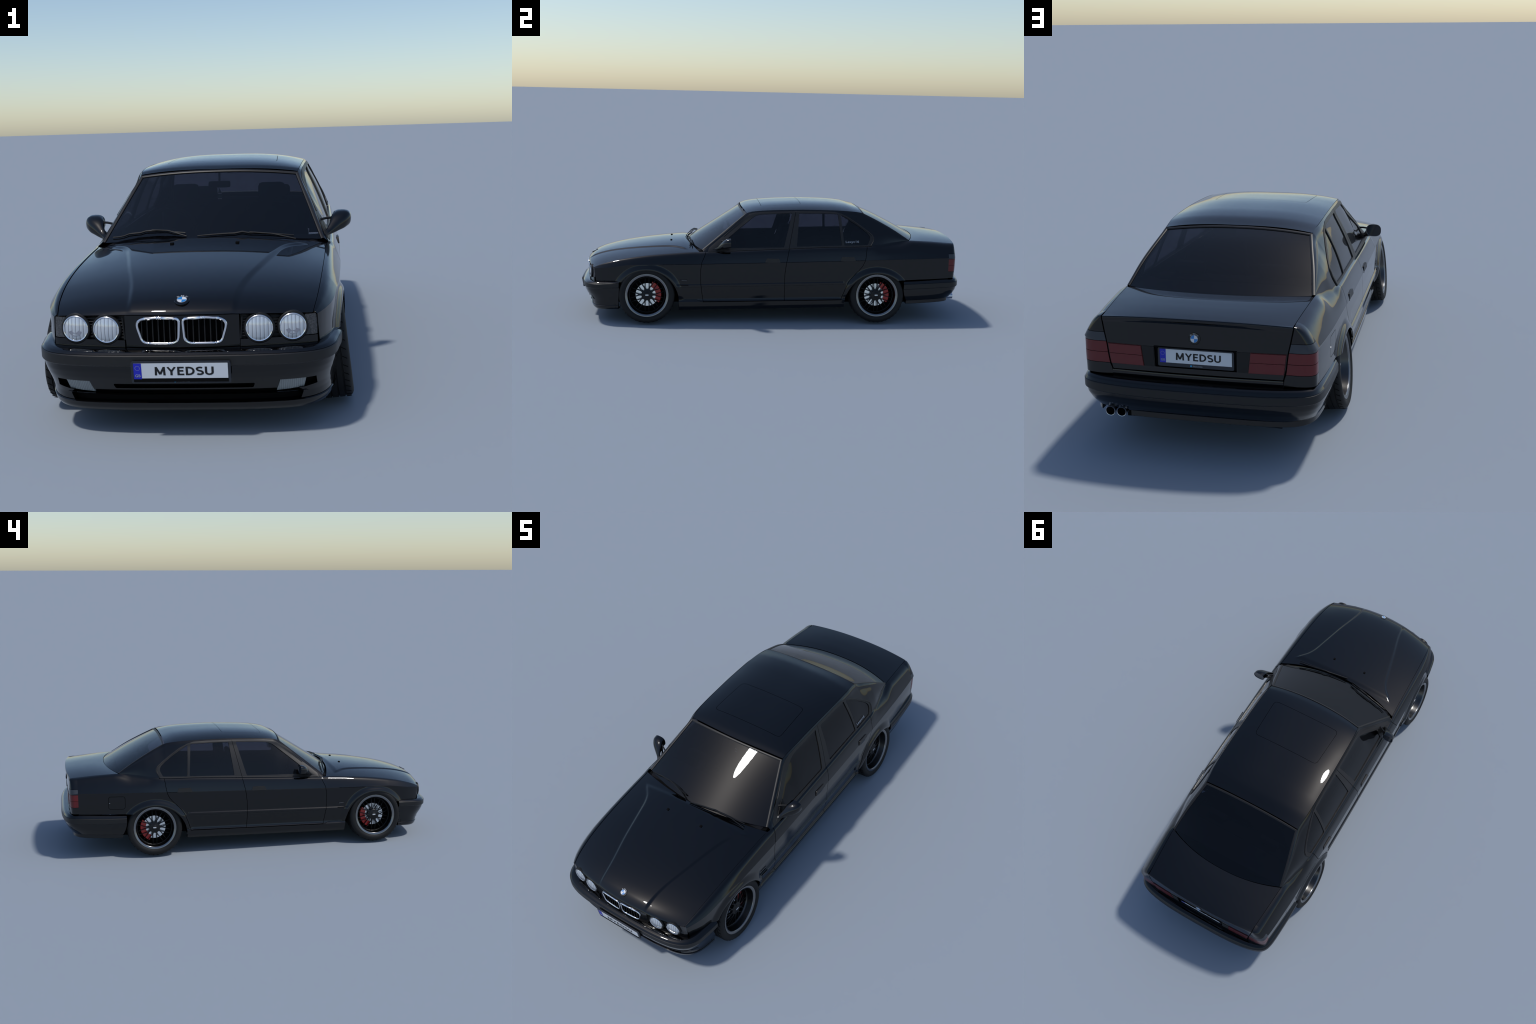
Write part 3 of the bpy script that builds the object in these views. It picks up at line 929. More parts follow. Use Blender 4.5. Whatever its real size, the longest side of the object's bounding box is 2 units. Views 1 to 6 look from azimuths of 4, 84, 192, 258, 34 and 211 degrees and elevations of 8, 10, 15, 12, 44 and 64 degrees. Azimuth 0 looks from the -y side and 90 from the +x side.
from_bm('bumper_backing', b, BLACK, rbump)
# twin exhaust
for x in (.2625, .2285):
    prof = [(.0125, -.10), (.0148, -.10), (.0148, .0), (.0143, .0012), (.0132, .0008), (.0125, -.002), (.0125, -.098)]
    V, F = lathe(prof, 32)
    V = [(x + v[1], .962 + v[0], .1255 + v[2]) for v in V]
    ob = add_mesh('exhaust_pipe', V, [f[::-1] for f in F], PIPE)
    V, F = tube([(x, .915, .1255), (x, .935, .1255)], .0126, 20)
    add_mesh('exhaust_bore', V, F, BLACK, ob)

# ------------------------------------------------------------ front fascia
nose_y, = table((0., -.9665), (.05, -.9650), (.10, -.9600), (.13, -.9550), (.20, -.9430), (.26, -.9300), (.292, -.9195), (.303, -.9130))
def hood_edge_z(x): return float(np.interp(abs(x), HG[0, HG.shape[1]//2:, 0], HG[0, HG.shape[1]//2:, 2])) - .002
def fascia(x0, x1, zfun0, zfun1, dy, n=40, m=8, lean=.0):
    G = np.zeros((m, n, 3))
    for j, x in enumerate(np.linspace(x0, x1, n)):
        for i, t in enumerate(np.linspace(0, 1, m)):
            z = zfun0(x)+(zfun1(x)-zfun0(x))*t
            G[i, j] = (x, float(nose_y(abs(x)))+dy+lean*(z-.28), z)
    return G
# central painted nose panel (bulges forward), with the two grille openings
NOSE_LEAN = -.06
G = fascia(-.1285, .1285, lambda x: .212, hood_edge_z, -.0005, 70, 26, NOSE_LEAN)
nb = bm_grid(G); orient(nb, (0, -1, 0))
def kidney(s, d=0.):
    o = [(.0048, .2770), (.050, .2795), (.086, .2770), (.0985, .2700), (.0990, .2600), (.0890, .2270), (.0810, .2225), (.0170, .2225), (.0075, .2300)]
    o = round_poly([(s*a, z) for a, z in o], .0045, 4)
    return offset_poly(o, d) if d else o
for s in (1, -1):
    cut_outline(nb, kidney(s), XZ); classify(nb, kidney(s), XZ, OPEN, [0])
b = take(nb, 0); fold_edges(b, .010); nose = from_bm('nose_panel', b, PAINT, angle=40); nb.free()
ny = lambda x, z: float(nose_y(abs(x)))-.0005+NOSE_LEAN*(z-.28)
for s in (1, -1):
    ol = kidney(s, .0008)
    P_ = np.array(ol + ol[:1]); L_ = np.concatenate([[0], np.cumsum(np.linalg.norm(np.diff(P_, axis=0), axis=1))])
    S_ = np.linspace(0, L_[-1], 90, endpoint=False)
    ol = np.stack([np.interp(S_, L_, P_[:, k]) for k in (0, 1)], 1)
    for _ in range(3): ol = (np.roll(ol, 1, 0) + 2*ol + np.roll(ol, -1, 0))/4
    V, F = tube([(x, ny(x, z)-.0022, z) for x, z in ol], .0034, 10, closed=True)
    kf = add_mesh('grille_frame', V, F, CHROME, nose)
    for k in range(7):
        x = s*(.0135 + k*.0128)
        po = kidney(s, -.001)
        zs = [z for z in np.linspace(.215, .285, 141) if in_poly(po, x, z)]
        if not zs: continue
        z0, z1 = min(zs), max(zs)
        b = box((x-.0014, ny(x, .25)+.001, z0-.001), (x+.0014, ny(x, .25)+.016, z1+.001), .0006, 1)
        from_bm('grille_slat', b, PLAST, kf)
G = fascia(-.12, .12, lambda x: .213, lambda x: .282, .018, 20, 4)
panel_obj('grille_backing', G, BLACK, nose, up=(0, -1, 0), depth=0)
# headlamp units either side
HL = ((.2455, -.9345, .2515), (.1720, -.9485, .2512)); HR = .0298
for s in (1, -1):
    a0, a1 = (.130, .3005) if s > 0 else (-.3005, -.130)
    # under-lamp painted strip
    G = fascia(a0, a1, lambda x: .2115, lambda x: .2275, -.001, 40, 8)
    strip = panel_obj('lamp_strip', G, PAINT, up=(0, -1, 0), depth=.006)
    G = fascia(a0, a1, lambda x: .226, hood_edge_z, .012, 30, 6)
    pan = panel_obj('headlamp_panel', G, PLAST, up=(0, -1, 0), depth=0)
    # horizontal grille bars
    for k in range(7):
        z = .2335 + k*.0068
        V, F = tube([(s*x, float(nose_y(x))+.0045, z) for x in np.linspace(.1325-.0*k + (.2795-z)*-.12+.004, .222, 14)], .0012, 6)
        add_mesh('lamp_grille_bar', V, F, PLAST, pan)
    # inner edge cheek
    V, F = tube([(s*(.1345), float(nose_y(.134))+.002, .2785), (s*.1305, float(nose_y(.13))+.002, .2285)], .0018, 6)
    add_mesh('lamp_cheek', V, F, PLAST, pan)
    for n_, (hx, hy, hz) in enumerate(HL):
        yaw = math.atan2(float(nose_y(hx+.01)-nose_y(hx-.01)), .02)*.55
        prof = [(HR+.0055, .010), (HR+.0055, -.0005), (HR+.0035, -.003), (HR+.0005, -.0035), (HR+.0005, .010)]
        V, F = lathe(prof, 48)
        rot = Matrix.Rotation(s*yaw, 4, 'Z')
        def tolamp(V): return [Vector((s*hx, hy, hz)) + rot @ Vector((v[1], v[0], v[2])) for v in V]
        add_mesh('lamp_bezel', tolamp(V), F, PLAST, pan)
        prof = [(HR+.0004, .004), (HR+.0004, -.0040), (HR-.0008, -.0050), (HR-.0024, -.0044), (HR-.0026, .002)]
        V, F = lathe(prof, 48); add_mesh('lamp_ring', tolamp(V), F, CHROME, pan)
        prof = [(.0, -.0085)] + [(r, -.0085 + .0050*(r/.0268)**2) for r in np.linspace(.002, .0272, 12)]
        V, F = lathe(prof, 48)
        lens = add_mesh('headlamp_lens', tolamp(V), F, LAMP, pan)
        if n_ == 0:   # darker crescent inside the low beam lamp
            oc = [(.017*math.cos(t), .017*math.sin(t)) for t in np.linspace(math.pi*1.12, math.pi*1.88, 16)] + \
                 [(.0085*math.cos(t), .0085*math.sin(t)) for t in np.linspace(math.pi*1.88, math.pi*1.12, 16)]
            V, F = plate_from_outline(oc, .002)
            V = [(-.0085+.0050*((v[0]**2+v[1]**2)/.0268**2) - .0004 - v[2]*.2, v[0], v[1]) for v in V]
            add_mesh('lamp_shade', tolamp(V), F, LAMPIN, lens)
    # smoked turn signal wraps the corner
    G = np.zeros((8, 14, 3))
    for i, t in enumerate(np.linspace(0, 1, 8)):
        for j, u in enumerate(np.linspace(0, 1, 14)):
            z = .2290 + (hood_edge_z(.28)-.0015-.2290)*t
            x = .2735 + (.3000-.2735)*u
            G[i, j] = (s*x, float(nose_y(x)) + .001 + .006*max(0, u-.75)**2*16*.25, z)
    panel_obj('turn_signal', G, SIGNAL, pan, up=(0, -1, 0), depth=.006)

# ------------------------------------------------------------------ wheels
def arc_lathe_tyre():
    R, w = .1400, .047
    side = [(.1085, -w*.86), (.112, -w*.93), (.120, -w*1.01), (.128, -w*1.0), (.1345, -w*.93), (.1385, -w*.84)]
    tread = [(.1400, -w*.74)]
    gx = [-.026, -.009, .009, .026]
    for g in gx: tread += [(.1403, g-.0020), (.1372, g-.0015), (.1372, g+.0015), (.1403, g+.0020)]
    tread += [(.1400, w*.74)]
    return side + tread + [(r, -h) for r, h in side[::-1]] + [(.1085, w*.80), (.1085, -w*.80)]
tv, tf_ = lathe(arc_lathe_tyre(), 96)
# tread blocks: cross grooves as thin dark bars sunk in the shoulders
def groove_bars():
    parts = []
    for k in range(40):
        a = 2*math.pi*k/40
        for sgn in (1, -1):
            a2 = a + (.08 if sgn > 0 else 0)
            ca, sa = math.cos(a2), math.sin(a2)
            b = []
            for (h, da) in ((sgn*.0285, -.05), (sgn*.0405, .0)):
                for (rr, dd) in ((.1398, -.0075), (.1408, -.0075), (.1408, .0075), (.1398, .0075)):
                    an = a2 + da + dd*.9
                    b.append((h, rr*math.cos(an), rr*math.sin(an)))
            parts.append((b, [(0, 1, 2, 3), (7, 6, 5, 4), (0, 4, 5, 1), (1, 5, 6, 2), (2, 6, 7, 3), (3, 7, 4, 0)]))
    return merge(parts)
gv, gf = groove_bars()
lip_prof = [(.1085, .0385), (.1095, .0415), (.1090, .0430), (.1070, .0432), (.0985, .0415), (.0970, .0400), (.0965, .038)]
lv, lf = lathe(lip_prof, 80)
dish_v, dish_f = lathe([(.0965, .038), (.0960, .036), (.0935, .016), (.0915, .010), (.0905, .008)], 80)
bar_prof = [(.0905, .0085), (.0885, .0070), (.0865, .0080), (.0855, .0050), (.0880, -.010), (.096, -.038), (.1085, -.0405)]
bv, bf_ = lathe(bar_prof, 64)
def spoke_set():
    parts = []
    n = 10
    def bar(p, q, wp, wq, tp, tq):
        """tapered bar from p to q; points (radius, angle, height)"""
        P = []
        for (r, a, h), w, t in ((p, wp, tp), (q, wq, tq)):
            c, s = math.cos(a), math.sin(a)
            for du, dh in ((-w, -t), (w, -t), (w*.55, 0), (-w*.55, 0)):
                P.append((h+dh, r*c - du*s, r*s + du*c))
        return (P, [(0, 1, 2, 3), (7, 6, 5, 4), (0, 4, 5, 1), (1, 5, 6, 2), (2, 6, 7, 3), (3, 7, 4, 0)])
    for k in range(n):
        a = 2*math.pi*k/n + math.pi/2 + math.pi/n
        parts.append(bar((.016, a, .0225), (.0405, a, .0215), .0062, .0038, .010, .008))
        for sg in (1, -1):
            parts.append(bar((.0375, a+sg*.035, .0217), (.0875, a+sg*.205, .0095), .0026, .0018, .008, .006))
            parts.append(bar((.030, a+sg*.10, .0180), (.062, a+sg*.30, .0135), .0018, .0017, .006, .006)) if False else None
    return merge(parts)
sv, sf = spoke_set()
hubp = [(.0, .0260), (.0105, .0260), (.012, .0250), (.0255, .0230), (.0280, .0210), (.0285, .008), (.0, .008)]
hv, hf = lathe(hubp, 40)
disc_prof = [(.012, -.002), (.058, -.002), (.0585, -.004), (.058, -.010), (.012, -.010)]
dv, df = lathe(disc_prof, 64)
drum_prof = [(.0, -.034), (.0955, -.034), (.0955, -.0355), (.0, -.0355)]
rv_, rf_ = lathe(drum_prof, 48)
def caliper_mesh():
    prof = [(.044, .0), (.0705, .0), (.072, -.002), (.072, -.018), (.044, -.018)]
    V = []; F = []; m = len(prof); n = 18
    for k in range(n):
        a = math.radians(-34 + 102*k/(n-1))
        tp = .004*max(0, abs(k-(n-1)/2)/(n/2)-.7)
        for r, h in prof: V.append((h+.0045-tp, r*math.cos(a), r*math.sin(a)))
    for k in range(n-1):
        for i in range(m):
            F.append((k*m+i, k*m+(i+1) % m, (k+1)*m+(i+1) % m, (k+1)*m+i))
    F.append(tuple(range(m))); F.append(tuple((n-1)*m+i for i in range(m))[::-1])
    return V, F
cv, cf = caliper_mesh()
bolts = []
for k in range(5):
    a = 2*math.pi*k/5 + .3
    V, F = tube([(.018, .0185*math.cos(a), .0185*math.sin(a)), (.0250, .0185*math.cos(a), .0185*math.sin(a))], .0022, 8)
    bolts.append((V, F))
for k in range(40):
    a = 2*math.pi*k/40
    V, F = tube([(.005, .0882*math.cos(a), .0882*math.sin(a)), (.0088, .0882*math.cos(a), .0882*math.sin(a))], .0011, 6)
    bolts.append((V, F))
bov, bof = merge(bolts)
capv, capf = plate_from_outline(round_poly([(-.0078, -.0030), (.0078, -.0030), (.0078, .0030), (-.0078, .0030)], .0012, 2), .002)
capv = [(.0270+v[2], v[0], v[1]) for v in capv]

def mesh_data(name, V, F, mat, angle=35, smooth=True):
    me = bpy.data.meshes.new(name); me.from_pydata([tuple(v) for v in V], [], [tuple(f) for f in F])
    bm = bmesh.new(); bm.from_mesh(me); bmesh.ops.recalc_face_normals(bm, faces=bm.faces[:]); bm.to_mesh(me); bm.free()
    finish(me, mat, smooth, angle); return me
WM = {'wheel': mesh_data('wheel', bv, bf_, SPOKE), 'tyre': mesh_data('tyre', tv, tf_, TYRE, 30), 'tread_groove': mesh_data('tread_groove', gv, gf, BLACK, 20, False),
      'rim_lip': mesh_data('rim_lip', lv, lf, LIP, 40), 'rim_dish': mesh_data('rim_dish', dish_v, dish_f, BARREL, 40), 'spoke': mesh_data('spoke', sv, sf, SPOKE, 30), 'hub': mesh_data('hub', hv, hf, SPOKE, 30),
      'brake_disc': mesh_data('brake_disc', dv, df, DISC), 'brake_backplate': mesh_data('brake_backplate', rv_, rf_, BLACK),
      'brake_caliper': mesh_data('brake_caliper', cv, cf, CALIP, 30), 'wheel_bolt': mesh_data('wheel_bolt', bov, bof, SPOKE, 30), 'centre_cap': mesh_data('centre_cap', capv, capf, SILVER, 30)}
CAMBER = math.radians(6.0)
for sx in (1, -1):
    for wy, wx in ((-.649, .3270), (.5335, .3230)):
        M = Matrix.Translation((sx*wx, wy, .1445)) @ Matrix.Rotation(sx*CAMBER*-1 if False else -sx*CAMBER, 4, 'Y')
        if sx < 0: M = M @ Matrix.Rotation(math.pi, 4, 'Z')
        wheel = bpy.data.objects.new('wheel', WM['wheel']); link(wheel); wheel.matrix_local = M
        for nm in WM:
            if nm == 'wheel': continue
            o = bpy.data.objects.new(nm, WM[nm]); link(o, wheel)
            if nm == 'brake_caliper' and sx < 0: o.matrix_local = Matrix.Rotation(math.pi, 4, 'X') @ Matrix.Scale(1, 4)
            if nm in ('tread_groove', 'wheel_bolt', 'spoke'): o['kind'] = 'stuff'

# wheel wells and under-body
for s in (1, -1):
    for (ay, az, r), e, zmin in ((ARCH_F, .338, .078), (ARCH_R, .340, .106)):
        n = 28; V = []; F = []
        for x in (e, .21):
            for k in range(n+1):
                a = math.pi*(-.08 + 1.16*k/n)
                V.append((s*x, ay+(r+.004)*math.cos(a), max(zmin, az+(r+.004)*math.sin(a))))
        for k in range(n): F.append((k, k+1, n+2+k, n+1+k))
        c = len(V); V.append((s*.21, ay, az))
        for k in range(n): F.append((n+1+k, n+2+k, c))
        add_mesh('wheel_well', V, F, BLACK)
ub = box((-.235, -.86, .085), (.235, .90, .20)); from_bm('underbody', ub, BLACK)
ub = box((-.345, -.478, .088), (.345, .352, .110)); from_bm('floor_pan', ub, BLACK)
ub = box((-.30, .705, .125), (.30, .90, .20)); from_bm('floor_pan', ub, BLACK)
ub = box((-.30, -.90, .085), (.30, -.815, .20)); from_bm('floor_pan', ub, BLACK)

# --------------------------------------------------------- door furniture
def side_x(y, z):
    S = section(y); return float(np.interp(z, S[::-1, 1], S[::-1, 0]))
for s in (0, 1):
    sg = 1 if s == 0 else -1
    for dn, y0, y1 in (('front_door', -.0515, .0285), ('rear_door', .3365, .4165)):
        zc = CRz((y0+y1)/2)+.0005
        ol = round_poly([(y0, zc), (y0+.009, zc+.0195), (y1-.009, zc+.0195), (y1, zc)], .003, 3)
        V, F = plate_from_outline(ol, .016)
        h = add_mesh('door_handle', [(sg*(side_x(v[0], zc)+.0025-.10*(v[1]-zc)+v[2]), v[0], v[1]) for v in V], F if sg > 0 else [f[::-1] for f in F], TRIM, doors[dn][s], angle=30)
        mid = (y0+y1)/2
        cup = [(mid-.026, zc-.0005), (mid-.022, zc-.008), (mid-.010, zc-.0115), (mid+.012, zc-.0115), (mid+.022, zc-.008), (mid+.026, zc-.0005)]
        V, F = plate_from_outline(cup, .006)
        add_mesh('handle_cup', [(sg*(side_x(v[0], v[1])+.0012+v[2]), v[0], v[1]) for v in V], F if sg > 0 else [f[::-1] for f in F], PAINT, doors[dn][s], angle=30)
    # side repeater and slot on the wing
    def wing_plate(nm, ol, lift, mat):
        V, F = plate_from_outline(ol, .004)
        add_mesh(nm, [(sg*(side_x(v[0], v[1])+lift+v[2]), v[0], v[1]) for v in V], F if sg > 0 else [f[::-1] for f in F], mat, doors['front_fender'][s], angle=30)
    wing_plate('side_repeater', round_poly([(-.487, .2305), (-.444, .2285), (-.446, .2215), (-.480, .2235)], .002, 2), .0012, PLAST)
    wing_plate('repeater_lens', round_poly([(-.474, .2280), (-.447, .2268), (-.447, .2225), (-.474, .2240)], .001, 2), .0018, SIGNAL)
    wing_plate('wing_slot', [(-.496, .2025), (-.440, .2025), (-.440, .1995), (-.496, .1995)], .0028, BLACK)
    # black sail plate at the mirror
    sail = [(-.318, .378), (-.2475, .430), (-.238, .430), (-.236, .383)]
    V, F = plate_from_outline(sail, .006)
    sp_ = add_mesh('mirror_base', [(sg*(glass_x(v[0], v[1])+.0015+v[2]), v[0], v[1]) for v in V], F if sg > 0 else [f[::-1] for f in F], PLAST, doors['front_door'][s], angle=30)
    # mirror: teardrop shell from the arm foot to the flat rear rim
    secs = [((.322, -.312, .3790), .004, .004), ((.330, -.298, .3840), .008, .007), ((.343, -.284, .3945), .013, .012), ((.356, -.270, .4060), .0185, .0165),
            ((.364, -.256, .4140), .0255, .0212), ((.3695, -.242, .4185), .0282, .0235), ((.3705, -.228, .4200), .0288, .0242)]
    cs = smooth_path([c for c, _, _ in secs], 22); ws_ = pchip(range(len(secs)), [a for _, a, _ in secs]); hs_ = pchip(range(len(secs)), [h for _, _, h in secs])
    V = []; F = []; n = 28
    for i, c in enumerate(cs):
        t = i/21*(len(secs)-1)
        for k in range(n):
            a = 2*math.pi*k/n
            ca, sa = math.cos(a), math.sin(a)
            e = .75
            V.append((sg*(c[0]+float(ws_(t))*math.copysign(abs(ca)**e, ca)), c[1], c[2]+float(hs_(t))*math.copysign(abs(sa)**e, sa)))
    for i in range(21):
        for k in range(n):
            q = (i*n+k, i*n+(k+1) % n, (i+1)*n+(k+1) % n, (i+1)*n+k)
            F.append(q if sg < 0 else q[::-1])
    mir = add_mesh('side_mirror', V, F, PAINT, doors['front_door'][s], angle=60)
    last = V[-n:]; cen = Vector(last[0])*0
    for p in last: cen += Vector(p)/n
    V2 = [cen + (Vector(p)-cen)*.93 - Vector((0, .002, 0)) for p in last] + [cen - Vector((0, .002, 0))] + list(last)
    F2 = [(k, (k+1) % n, n) for k in range(n)] + [(k, (k+1) % n, n+1+(k+1) % n, n+1+k) for k in range(n)]
    add_mesh('mirror_face', V2, F2, MIRROR, mir)
    V, F = merge([tube([(sg*.308, -.272, .4200), (sg*.325, -.262, .4225), (sg*.346, -.250, .4230)], .0035, 8),
                  tube([(sg*.320, -.285, .3830), (sg*.335, -.262, .3930), (sg*.350, -.245, .4030)], .0040, 8)])
    add_mesh('mirror_arm', V, F, PLAST, mir)

# ------------------------------------------------------------------ wipers
def ws_z(x, y): return surf_z(WG, x, y)
for (p, q) in (((-.030, -.458), (.235, -.425)), ((-.282, -.392), (-.066, -.436))):
    pts = []
    for t in np.linspace(0, 1, 14):
        x = p[0]+(q[0]-p[0])*t; y = p[1]+(q[1]-p[1])*t + .004*math.sin(math.pi*t)+.006
        pts.append((x, y, max(ws_z(x, y), .383)+.0095+.004*math.sin(math.pi*t)))
    V, F = tube(pts, [.0012+.0022*math.sin(math.pi*(.1+.8*k/13)) for k in range(14)], 6)
    w = add_mesh('wiper_blade', V, F, PLAST)
    pts2 = [(x, y+.0015, z-.006) for x, y, z in pts]
    V, F = tube(pts2, .0016, 5); add_mesh('wiper_rubber', V, F, BLACK, w)
    e = pts[3]; 
    V, F = tube([(pts[7][0], pts[7][1]-.001, pts[7][2]+.003), (pts[10][0], pts[10][1]-.006, pts[10][2]+.001), (pts[13][0]+.005, pts[13][1]-.014, pts[13][2]-.008)], .0022, 6)
    add_mesh('wiper_arm', V, F, PLAST, w)
# cowl under the wipers
CG = []
for y0, z0 in ((-.456, .374), (-.412, .376)):
    CG.append([(x, y0+.076*(abs(x)/.318)**2, z0 - .010*(abs(x)/.318)**2) for x in np.linspace(-.316, .316, 40)])
panel_obj('cowl', np.array(CG), BLACK, depth=0)
# washer jets
for s in (1, -1):
    z = surf_z(HG, s*.088, -.529)
    b = box((s*.088-.005, -.535, z-.002), (s*.088+.005, -.525, z+.0035), .0012); from_bm('washer_jet', b, BLACK, hood)

# ------------------------------------------------------- writing and badges
def text_mesh(s, size):
    cu = bpy.data.curves.new('t', 'FONT'); cu.body = s; cu.size = size; cu.align_x = 'CENTER'; cu.align_y = 'CENTER'
    cu.extrude = .0002; cu.offset = .004
    o = bpy.data.objects.new('t', cu); bpy.context.scene.collection.objects.link(o)
    dg = bpy.context.evaluated_depsgraph_get()
    me = bpy.data.meshes.new_from_object(o.evaluated_get(dg)); bpy.data.objects.remove(o); bpy.data.curves.remove(cu)
    return me
def text_obj(name, s, width, height, origin, ux, uy, mat, parent):
    me = text_mesh(s, 1.0)
    co = np.array([v.co[:] for v in me.vertices])
    lo, hi = co.min(0), co.max(0); c = (lo+hi)/2; sc = ((width/(hi[0]-lo[0])), (height/(hi[1]-lo[1])))
    ux = Vector(ux).normalized(); uy = Vector(uy).normalized(); uw = ux.cross(uy)
    for v, p in zip(me.vertices, co):
        v.co = Vector(origin) + ux*((p[0]-c[0])*sc[0]) + uy*((p[1]-c[1])*sc[1]) + uw*(.0004 if p[2] > 0 else -.0002)
    me.name = name; me.materials.clear(); finish(me, mat, False)
    return link(bpy.data.objects.new(name, me), parent)

def slab(name, w, h, r, depth, origin, ux, uy, mat, parent, shift_=(0, 0)):
    ol = round_poly([(-w/2, -h/2), (w/2, -h/2), (w/2, h/2), (-w/2, h/2)], r, 4)
    V, F = plate_from_outline(ol, depth)
    ux = Vector(ux).normalized(); uy = Vector(uy).normalized(); uw = ux.cross(uy)
    V = place([(v[0]+shift_[0], v[1]+shift_[1], v[2]) for v in V], origin, ux, uy, uw)
    return add_mesh(name, V, F, mat, parent, angle=30)

def stroke_text(name, word, width, height, origin, ux, uy, mat, parent, pen=.19):
    """plain bold capitals drawn with a flat pen; letter cell is 1 high"""
    arc = lambda cx, cy, rx, ry, a, b, n=9: [(cx+rx*math.cos(math.radians(t)), cy+ry*math.sin(math.radians(t))) for t in np.linspace(a, b, n)]
    h = pen/2
    L = {'M': (.92, [[(h, 0), (h+.03, 1)], [(h+.03, 1), (.46, .12)], [(.46, .12), (.89-h, 1)], [(.89-h, 1), (.92-h, 0)]]),
         'Y': (.74, [[(h*.6, 1), (.37, .46)], [(.74-h*.6, 1), (.37, .46)], [(.37, .50), (.37, 0)]]),
         'E': (.58, [[(h, 0), (h, 1)], [(0, 1-h), (.56, 1-h)], [(0, .52), (.52, .52)], [(0, h), (.58, h)]]),
         'D': (.76, [[(h, 0), (h, 1)], [(0, 1-h), (.28, 1-h)] + arc(.28, .5, .48-h, .5-h, 90, -90) + [(0, h)]]),
         'S': (.60, [arc(.31, .745, .25, .255-h, 40, 180, 8)[0:] + arc(.31, .745, .25, .225, 180, 250, 5) + arc(.29, .265, .26, .245, 75, 0, 5) + arc(.29, .265, .26, .265-h, 0, -145, 9)]),
         'U': (.74, [[(h, 1), (h, .34)] + arc(.37, .34, .37-h, .34-h, 180, 360) + [(.74-h, 1)]])}
    tot = sum(L[c][0] for c in word) + .13*(len(word)-1)
    sx = width/tot; x0 = -tot/2
    ux = Vector(ux).normalized(); uy = Vector(uy).normalized(); n = ux.cross(uy); o = Vector(origin)
    parts = []; lift = 0
    for c in word:
        for st in L[c][1]:
            lift += 1
            P = np.array(st, float); V = []; F = []
            T = np.gradient(P, axis=0) if len(P) > 2 else np.repeat([P[1]-P[0]], 2, 0)
            T /= np.linalg.norm(T, axis=1)[:, None]; N = np.stack([-T[:, 1], T[:, 0]], 1)
            for p, q in zip(P, N):
                for k in (1, -1):
                    a = p + q*h*k
                    V.append(o + ux*((x0+a[0])*sx) + uy*((min(max(a[1], 0), 1)-.5)*height) + n*(.0003+.00001*lift))
            for i in range(len(P)-1): F.append((2*i, 2*i+1, 2*i+3, 2*i+2))
            parts.append((V, F))
        x0 += L[c][0] + .13
    return add_mesh(name, *merge(parts), mat, parent, smooth=False)

def licence_plate(origin, ux, uy, W, H, parent):
    o = Vector(origin); ux = Vector(ux).normalized(); uy = Vector(uy).normalized(); n = ux.cross(uy)
    fr = slab('licence_plate', W, H, .005, .006, o, ux, uy, PFRAME, parent)
    pw, ph = W*.945, H*.735; dy = H*.075
    slab('plate_face', pw, ph, .001, .002, o + n*.0006, ux, uy, WHITE, fr, (0, dy))
    bw = pw*.083
    bl = slab('plate_band', bw, ph, .0006, .002, o + n*.0012, ux, uy, BLUE, fr, (-pw/2+bw/2, dy))
    stroke_text('plate_letters', 'MYEDSU', W*.592, H*.40, o + n*.0006 + ux*(W*.035) + uy*(dy+.0002), ux, uy, INK, fr)
    text_obj('plate_country', 'GB', W*.055, H*.125, o + n*.0016 + ux*(-pw/2+bw*.52) + uy*(dy-ph*.28), ux, uy, STAR, fr)
    parts = []
    for k in range(12):
        a = 2*math.pi*k/12
        c = o + n*.0016 + ux*(-pw/2+bw*.5 + math.cos(a)*.0052) + uy*(dy+ph*.20 + math.sin(a)*.0052)
        V = []
        for q in range(10):
            rr = .0011 if q % 2 == 0 else .0005
            V.append(c + ux*(rr*math.sin(2*math.pi*q/10)) + uy*(rr*math.cos(2*math.pi*q/10)))
        parts.append((V, [tuple(range(10))[::-1]]))
    so = add_mesh('plate_stars', *merge(parts), STAR, fr, smooth=False)
    text_obj('plate_maker', 'Sketchfab', W*.128, H*.07, o + n*.0006 + ux*(W*.025) + uy*(-H*.405), ux, uy, LETTER, fr)
    V, F = plate_from_outline([(.0030*math.cos(2*math.pi*k/16), .0026*math.sin(2*math.pi*k/16)) for k in range(16)], .001)
    add_mesh('plate_mark', place(V, o + n*.0008 + ux*(-W*.062) + uy*(-H*.405), ux, uy, n), F, CYAN, fr)
    return fr
licence_plate((0, -.9955, .1635), (1, 0, 0), (0, -.16, 1), .221, .0505, fbump)
licence_plate((0, .9580, .3030), (-1, 0, 0), (0, -.02, 1), .2225, .0545, trunk)
b = box((-.105, -.994, .142), (.105, -.972, .172)); from_bm('plate_bracket', b, BLACK, fbump)

